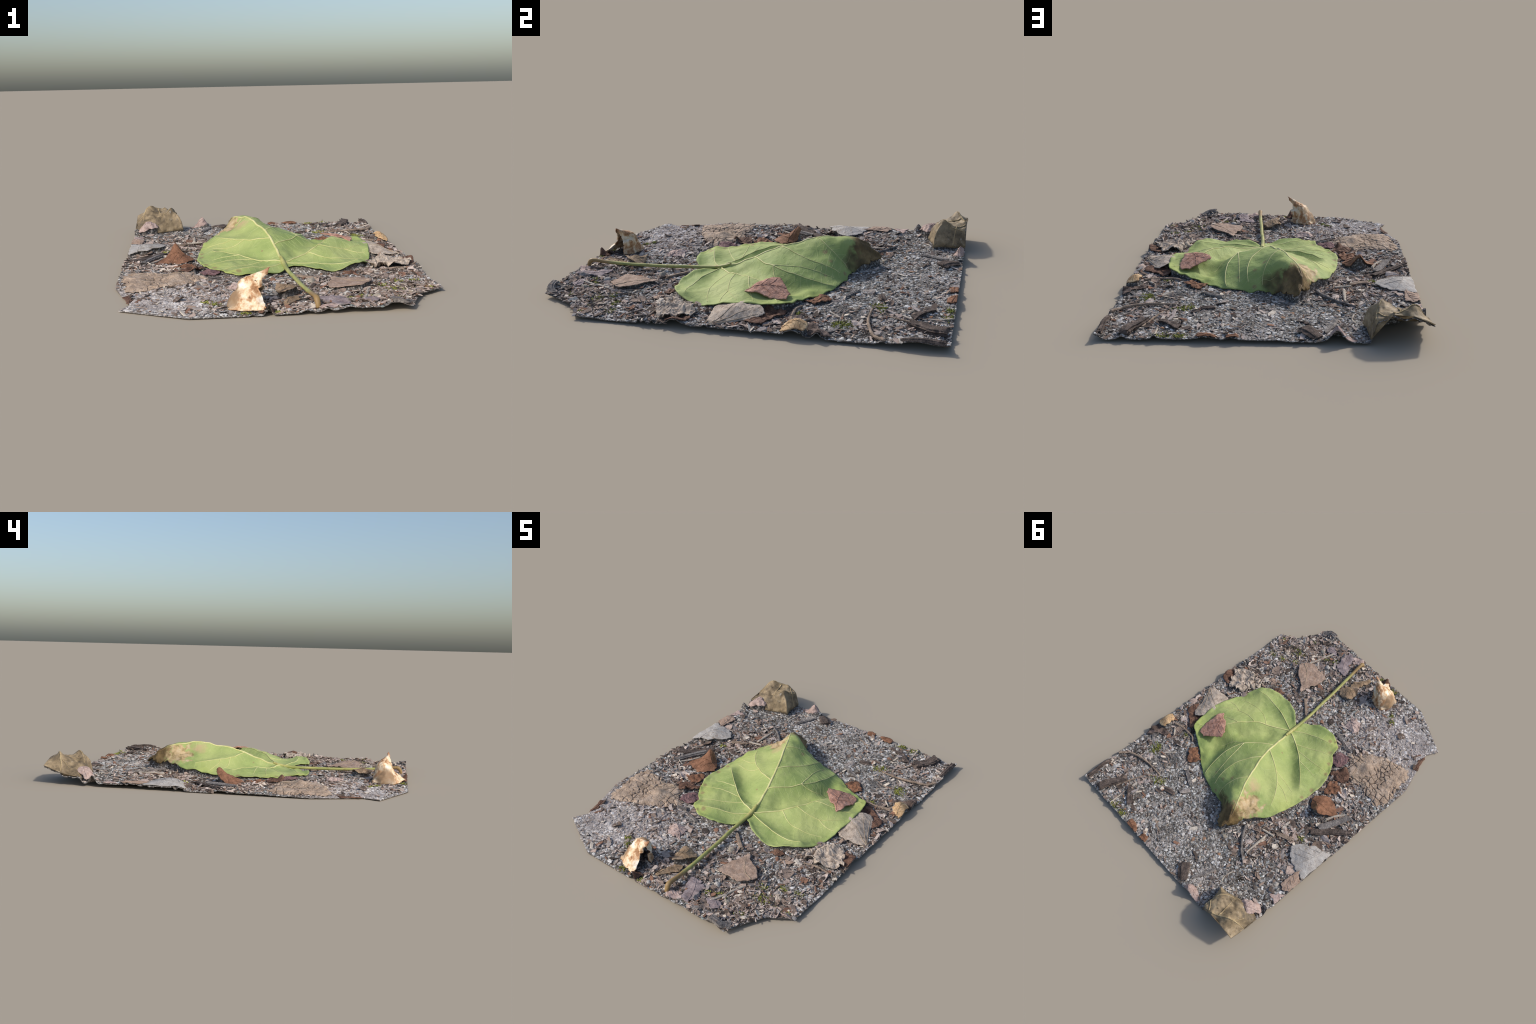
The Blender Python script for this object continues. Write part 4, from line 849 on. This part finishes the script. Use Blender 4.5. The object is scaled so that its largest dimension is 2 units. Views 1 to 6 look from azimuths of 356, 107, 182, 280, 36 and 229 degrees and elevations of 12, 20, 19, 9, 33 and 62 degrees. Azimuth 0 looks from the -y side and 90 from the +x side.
bark([(0.613, 0.990), (0.601, 0.923), (0.571, 0.869), (0.542, 0.801)], 0.024, 0.014, BARK, 0.003, 1)
bark([(0.722, 0.995), (0.724, 0.930), (0.726, 0.850), (0.720, 0.780)], 0.013, 0.010, BARK, 0.0, 2)
bark([(0.483, 0.817), (0.441, 0.853), (0.372, 0.908)], 0.024, 0.008, BARK, 0.0, 3)
bark([(0.334, 0.475), (0.274, 0.504), (0.217, 0.530)], 0.012, 0.007, GBARK, 0.003, 4)
bark([(-0.245, 0.975), (-0.203, 0.927), (-0.168, 0.891)], 0.028, 0.010, BARK, 0.0, 5)
bark([(-0.269, 0.929), (-0.289, 0.878), (-0.314, 0.824), (-0.325, 0.771)], 0.011, 0.007, GBARK, 0.003, 6)
bark([(-0.550, 0.123), (-0.590, 0.045), (-0.637, -0.075)], 0.017, 0.011, GBARK, 0.004, 7)
bark([(-0.533, 0.184), (-0.603, 0.096), (-0.665, 0.04), (-0.733, -0.012)], 0.020, 0.010, BARK, 0.002, 8)
bark([(-0.534, 0.069), (-0.569, -0.015), (-0.611, -0.073)], 0.007, 0.005, PALE, 0.006, 9)
bark([(0.535, -0.945), (0.49, -0.985), (0.435, -0.988)], 0.022, 0.010, GBARK, 0.0, 10)
bark([(0.70, 0.46), (0.66, 0.50), (0.60, 0.52)], 0.011, 0.005, GBARK, 0.0, 11)
bark([(-0.402, 0.352), (-0.446, 0.328), (-0.506, 0.306)], 0.010, 0.006, WOOD, 0.008, 12)
bark([(0.316, 0.669), (0.281, 0.656), (0.246, 0.649)], 0.012, 0.007, BARK, 0.002, 13)
bark([(0.220, -0.482), (0.172, -0.442), (0.108, -0.386)], 0.010, 0.007, WOOD, 0.004, 14)
bark([(-0.121, -0.450), (-0.176, -0.433), (-0.234, -0.420)], 0.009, 0.007, GBARK, 0.003, 15)
bark([(-0.240, -0.401), (-0.302, -0.415)], 0.012, 0.009, GBARK, 0.003, 16)
bark([(-0.66, 0.12), (-0.70, 0.07), (-0.735, 0.04)], 0.02, 0.008, BARK, 0.0, 17)
bark([(0.66, -0.45), (0.62, -0.42)], 0.012, 0.006, BARK, 0.002, 18)
bark([(0.36, -0.955), (0.30, -0.975)], 0.012, 0.006, GBARK, 0.0, 19)
bark([(0.44, -0.76), (0.50, -0.78)], 0.006, 0.004, WOOD, 0.004, 20)

# single stones
def stone(x, y, r, sq, mat, seed):
    rs = np.random.default_rng(seed); import bmesh
    bm = bmesh.new(); bmesh.ops.create_icosphere(bm, subdivisions=3, radius=1.0)
    for w in bm.verts:
        c = w.co; k = 1 + 0.7 * float(fbm(np.array([c.x * 1.3 + seed]), np.array([c.y * 1.3 + c.z]), seed, 3)[0])
        w.co = Vector((x + c.x * r * k, y + c.y * r * k * 0.8, max(0.001, float(ground(np.array([x]), np.array([y]))[0]) + r * sq * 0.3 + c.z * r * k * sq)))
    me = bpy.data.meshes.new('stone'); bm.to_mesh(me); bm.free(); me.materials.append(mat)
    me.polygons.foreach_set('use_smooth', np.ones(len(me.polygons), bool))
    ob = bpy.data.objects.new('stone', me); bpy.context.scene.collection.objects.link(ob); return parent(ob, patch)
STONE = simple_mat('stone', (0.20, 0.175, 0.14), (0.33, 0.29, 0.24), (0.47, 0.43, 0.37), 30, 0.85, None, 0.5)
WSTONE = simple_mat('pale_stone', (0.36, 0.31, 0.27), (0.50, 0.45, 0.40), (0.62, 0.58, 0.53), 30, 0.85, None, 0.4)
for k, (x, y, r, sq, m_) in enumerate([(0.177, -0.514, 0.021, 0.8, STONE), (-0.342, -0.491, 0.016, 0.7, WSTONE), (0.59, -0.655, 0.027, 0.28, BEIGE), (0.675, -0.73, 0.02, 0.28, PINK),
                                       (0.42, -0.84, 0.019, 0.6, STONE), (0.30, -0.77, 0.02, 0.7, GREY), (-0.20, 0.60, 0.016, 0.6, STONE), (0.02, -0.97, 0.016, 0.7, GREY)]):
    stone(x, y, r, sq, m_, 40 + k)

# ------------------------------------------------------------------ build: loose grains, crumbs, moss (joined stuff)
PHI = (1 + 5 ** 0.5) / 2
ICO = np.array([(-1, PHI, 0), (1, PHI, 0), (-1, -PHI, 0), (1, -PHI, 0), (0, -1, PHI), (0, 1, PHI), (0, -1, -PHI), (0, 1, -PHI), (PHI, 0, -1), (PHI, 0, 1), (-PHI, 0, -1), (-PHI, 0, 1)]) / 1.902
ICOF = np.array([(0, 11, 5), (0, 5, 1), (0, 1, 7), (0, 7, 10), (0, 10, 11), (1, 5, 9), (5, 11, 4), (11, 10, 2), (10, 7, 6), (7, 1, 8), (3, 9, 4), (3, 4, 2), (3, 2, 6), (3, 6, 8), (3, 8, 9), (4, 9, 5), (2, 4, 11), (6, 2, 10), (8, 6, 7), (9, 8, 1)])
BOX = np.array([(-1, -0.5, -1), (-0.6, -1, -1), (0.7, -0.9, -1), (1, 0.1, -1), (0.6, 1, -1), (-0.7, 0.8, -1), (-1, -0.5, 1), (-0.6, -1, 1), (0.7, -0.9, 1), (1, 0.1, 1), (0.6, 1, 1), (-0.7, 0.8, 1)], float)
BOXF = np.array([(0, 5, 4), (0, 4, 3), (0, 3, 2), (0, 2, 1), (6, 7, 8), (6, 8, 9), (6, 9, 10), (6, 10, 11)] + sum([[(i, (i + 1) % 6, (i + 1) % 6 + 6), (i, (i + 1) % 6 + 6, i + 6)] for i in range(6)], []))

covers = [o['poly'] for o in DEAD if o['under'] is not None]
def free(x, y):
    k = (x > x_left(y) + 0.003) & (x < x_right(y) - 0.003)
    k &= inside_distance(x, y, leaf_poly) < 0.004
    k &= inside_distance(x, y, corner_poly) < -0.002
    for p in covers: k &= inside_distance(x, y, p) < 0.001
    return k

def scatter(name, x, y, dims, mat, tmpl, tf, tilt, sink, jit, rng, z_extra=0.0):
    n = len(x); m = len(tmpl)
    P = tmpl[None] * (1 + rng.uniform(-jit, jit, (n, m, 1))) * dims[:, None, :]
    ya = rng.uniform(0, 2 * math.pi, n); ax = rng.normal(0, tilt, n); ay = rng.normal(0, tilt, n)
    X, Y, Z = P[..., 0], P[..., 1], P[..., 2]
    c, s_ = np.cos(ax)[:, None], np.sin(ax)[:, None]; Y, Z = Y * c - Z * s_, Y * s_ + Z * c
    c, s_ = np.cos(ay)[:, None], np.sin(ay)[:, None]; X, Z = X * c + Z * s_, -X * s_ + Z * c
    c, s_ = np.cos(ya)[:, None], np.sin(ya)[:, None]; X, Y = X * c - Y * s_, X * s_ + Y * c
    z0 = ground(x, y) + dims[:, 2] * sink + z_extra
    V = np.stack([X + x[:, None], Y + y[:, None], Z + z0[:, None]], -1).reshape(-1, 3)
    V[:, 0] = np.clip(V[:, 0], -0.742, 0.742); V[:, 1] = np.clip(V[:, 1], -1, 1); V[:, 2] = np.maximum(V[:, 2], 0.0006)
    F = (tf[None] + (np.arange(n) * m)[:, None, None]).reshape(-1, 3)
    ob = new_mesh(name, V, F, mat, False); ob['kind'] = 'stuff'; return parent(ob, patch)

def litter(x, y):
    """0..1: how much bark crumb lies at a place"""
    d = np.zeros_like(x)
    for cx, cy, r, a in ((0.55, -0.82, 0.26, 1.0), (0.25, -0.85, 0.22, 0.7), (0.6, -0.35, 0.22, 0.8), (0.05, -0.92, 0.14, 0.6), (-0.42, 0.40, 0.17, 1.0), (-0.42, -0.20, 0.12, 1.0), (-0.60, -0.10, 0.12, 0.8), (0.68, 0.02, 0.14, 0.9), (0.14, -0.62, 0.16, 0.45), (0.0, -0.85, 0.14, 0.6), (0.30, -0.48, 0.12, 0.5), (-0.66, 0.30, 0.1, 0.5), (-0.30, -0.50, 0.16, 0.4), (-0.6, 0.02, 0.2, 0.6),
                         (0.62, 0.30, 0.12, 0.6), (-0.2, -0.75, 0.2, 0.12), (0.6, 0.75, 0.2, 0.3), (-0.6, -0.2, 0.2, 0.25)):
        d = np.maximum(d, a * np.exp(-((x - cx) ** 2 + (y - cy) ** 2) / r ** 2))
    return d

rg = np.random.default_rng(11)
x = rg.uniform(-XM, XM, 52000); y = rg.uniform(-YM, YM, 52000)
k = free(x, y) & (rg.random(52000) < 1.0 - 0.55 * litter(x, y)); x, y = x[k], y[k]
sz = np.clip(rg.lognormal(math.log(0.0043), 0.45, len(x)), 0.002, 0.013)
dims = np.stack([sz * rg.uniform(0.9, 1.5, len(x)), sz * rg.uniform(0.7, 1.1, len(x)), sz * rg.uniform(0.2, 0.4, len(x))], 1)
scatter('gravel_grains', x, y, dims, mat_pebble(), ICO, ICOF, 0.16, 0.2, 0.22, rg)

x = rg.uniform(-XM, XM, 30000); y = rg.uniform(-YM, YM, 30000)
k = free(x, y) & (rg.random(30000) < 0.05 + 0.55 * litter(x, y)); x, y = x[k], y[k]
ln = np.clip(rg.lognormal(math.log(0.010), 0.5, len(x)), 0.004, 0.028)
dims = np.stack([ln, ln * rg.uniform(0.1, 0.5, len(x)), rg.uniform(0.0008, 0.0024, len(x))], 1)
scatter('bark_crumbs', x, y, dims, mat_chips(), BOX, BOXF, 0.28, 1.5, 0.2, rg, 0.0025)

mx, my = [], []
for cx, cy, r, n in ((0.603, 0.509, 0.018, 90), (0.585, 0.545, 0.016, 60), (0.403, 0.672, 0.018, 60), (0.375, 0.655, 0.016, 60), (0.447, 0.980, 0.016, 60), (0.375, 0.980, 0.014, 60), (0.535, 0.314, 0.01, 30),
                     (0.565, -0.700, 0.02, 80), (0.513, -0.708, 0.018, 70), (0.572, -0.587, 0.012, 50), (0.490, -0.640, 0.014, 50), (0.358, -0.814, 0.014, 40), (0.301, -0.834, 0.014, 40), (0.652, -0.568, 0.012, 30),
                     (-0.281, -0.820, 0.014, 50), (-0.316, -0.779, 0.013, 50), (-0.159, -0.975, 0.012, 40), (-0.527, 0.256, 0.012, 40), (-0.02, -0.985, 0.012, 40), (0.52, -0.86, 0.012, 30), (0.68, -0.72, 0.012, 30)):
    mx.append(rg.normal(cx, r, n)); my.append(rg.normal(cy, r * 0.8, n))
x, y = np.concatenate(mx), np.concatenate(my)
k = (x > x_left(y) + 0.003) & (x < x_right(y) - 0.003) & (np.abs(y) < 0.995); x, y = x[k], y[k]
dims = np.stack([rg.uniform(0.002, 0.005, len(x)), rg.uniform(0.0015, 0.003, len(x)), rg.uniform(0.002, 0.0045, len(x))], 1)
scatter('moss', x, y, dims, mat_moss(), ICO, ICOF, 0.7, 0.7, 0.3, rg, 0.002)

# thin fibres and grass bits
x = rg.uniform(-XM, XM, 9000); y = rg.uniform(-YM, YM, 9000)
k = free(x, y) & (rg.random(9000) < 0.04 + 0.30 * litter(x, y)); x, y = x[k], y[k]
ln = rg.uniform(0.008, 0.028, len(x))
dims = np.stack([ln, rg.uniform(0.0008, 0.0018, len(x)), rg.uniform(0.0007, 0.0014, len(x))], 1)
scatter('plant_fibres', x, y, dims, mat_chips(), BOX, BOXF, 0.18, 1.0, 0.2, rg, 0.005)

# curved flakes of broken dead leaves
gu, gv = np.meshgrid(np.linspace(-1, 1, 6), np.linspace(-1, 1, 5)); gr = np.hypot(gu, gv)
fu = gu * (1 - 0.22 * (gr > 1.2)); fv = gv * (1 - 0.25 * (gr > 1.2)) * (1 - 0.3 * fu)
fz = 0.55 * fv ** 2 + 0.35 * fu ** 2 * np.sign(fu) + 0.12 * np.sin(5 * fu + 2 * fv)
tp = np.stack([fu, fv, fz], -1).reshape(-1, 3)
ii = np.arange(30).reshape(5, 6); qq = np.stack([ii[:-1, :-1], ii[:-1, 1:], ii[1:, 1:], ii[1:, :-1]], -1).reshape(-1, 4)
tt = np.vstack([qq[:, [0, 1, 2]], qq[:, [0, 2, 3]]])
FL, FLF = thicken(tp, tt, 0.16)
x = rg.uniform(-XM, XM, 9000); y = rg.uniform(-YM, YM, 9000)
k = free(x, y) & (x > x_left(y) + 0.02) & (x < x_right(y) - 0.012) & (rg.random(9000) < 0.010 + 0.26 * litter(x, y)); x, y = x[k], y[k]
ln = np.clip(rg.lognormal(math.log(0.014), 0.5, len(x)), 0.006, 0.034)
dims = np.stack([ln, ln * rg.uniform(0.4, 0.9, len(x)), ln * rg.uniform(0.25, 0.55, len(x)) * np.where(rg.random(len(x)) < 0.5, -1, 1)], 1)
scatter('leaf_flakes', x, y, dims, mat_chips(), FL, FLF, 0.25, 0.0, 0.10, rg, 0.005)
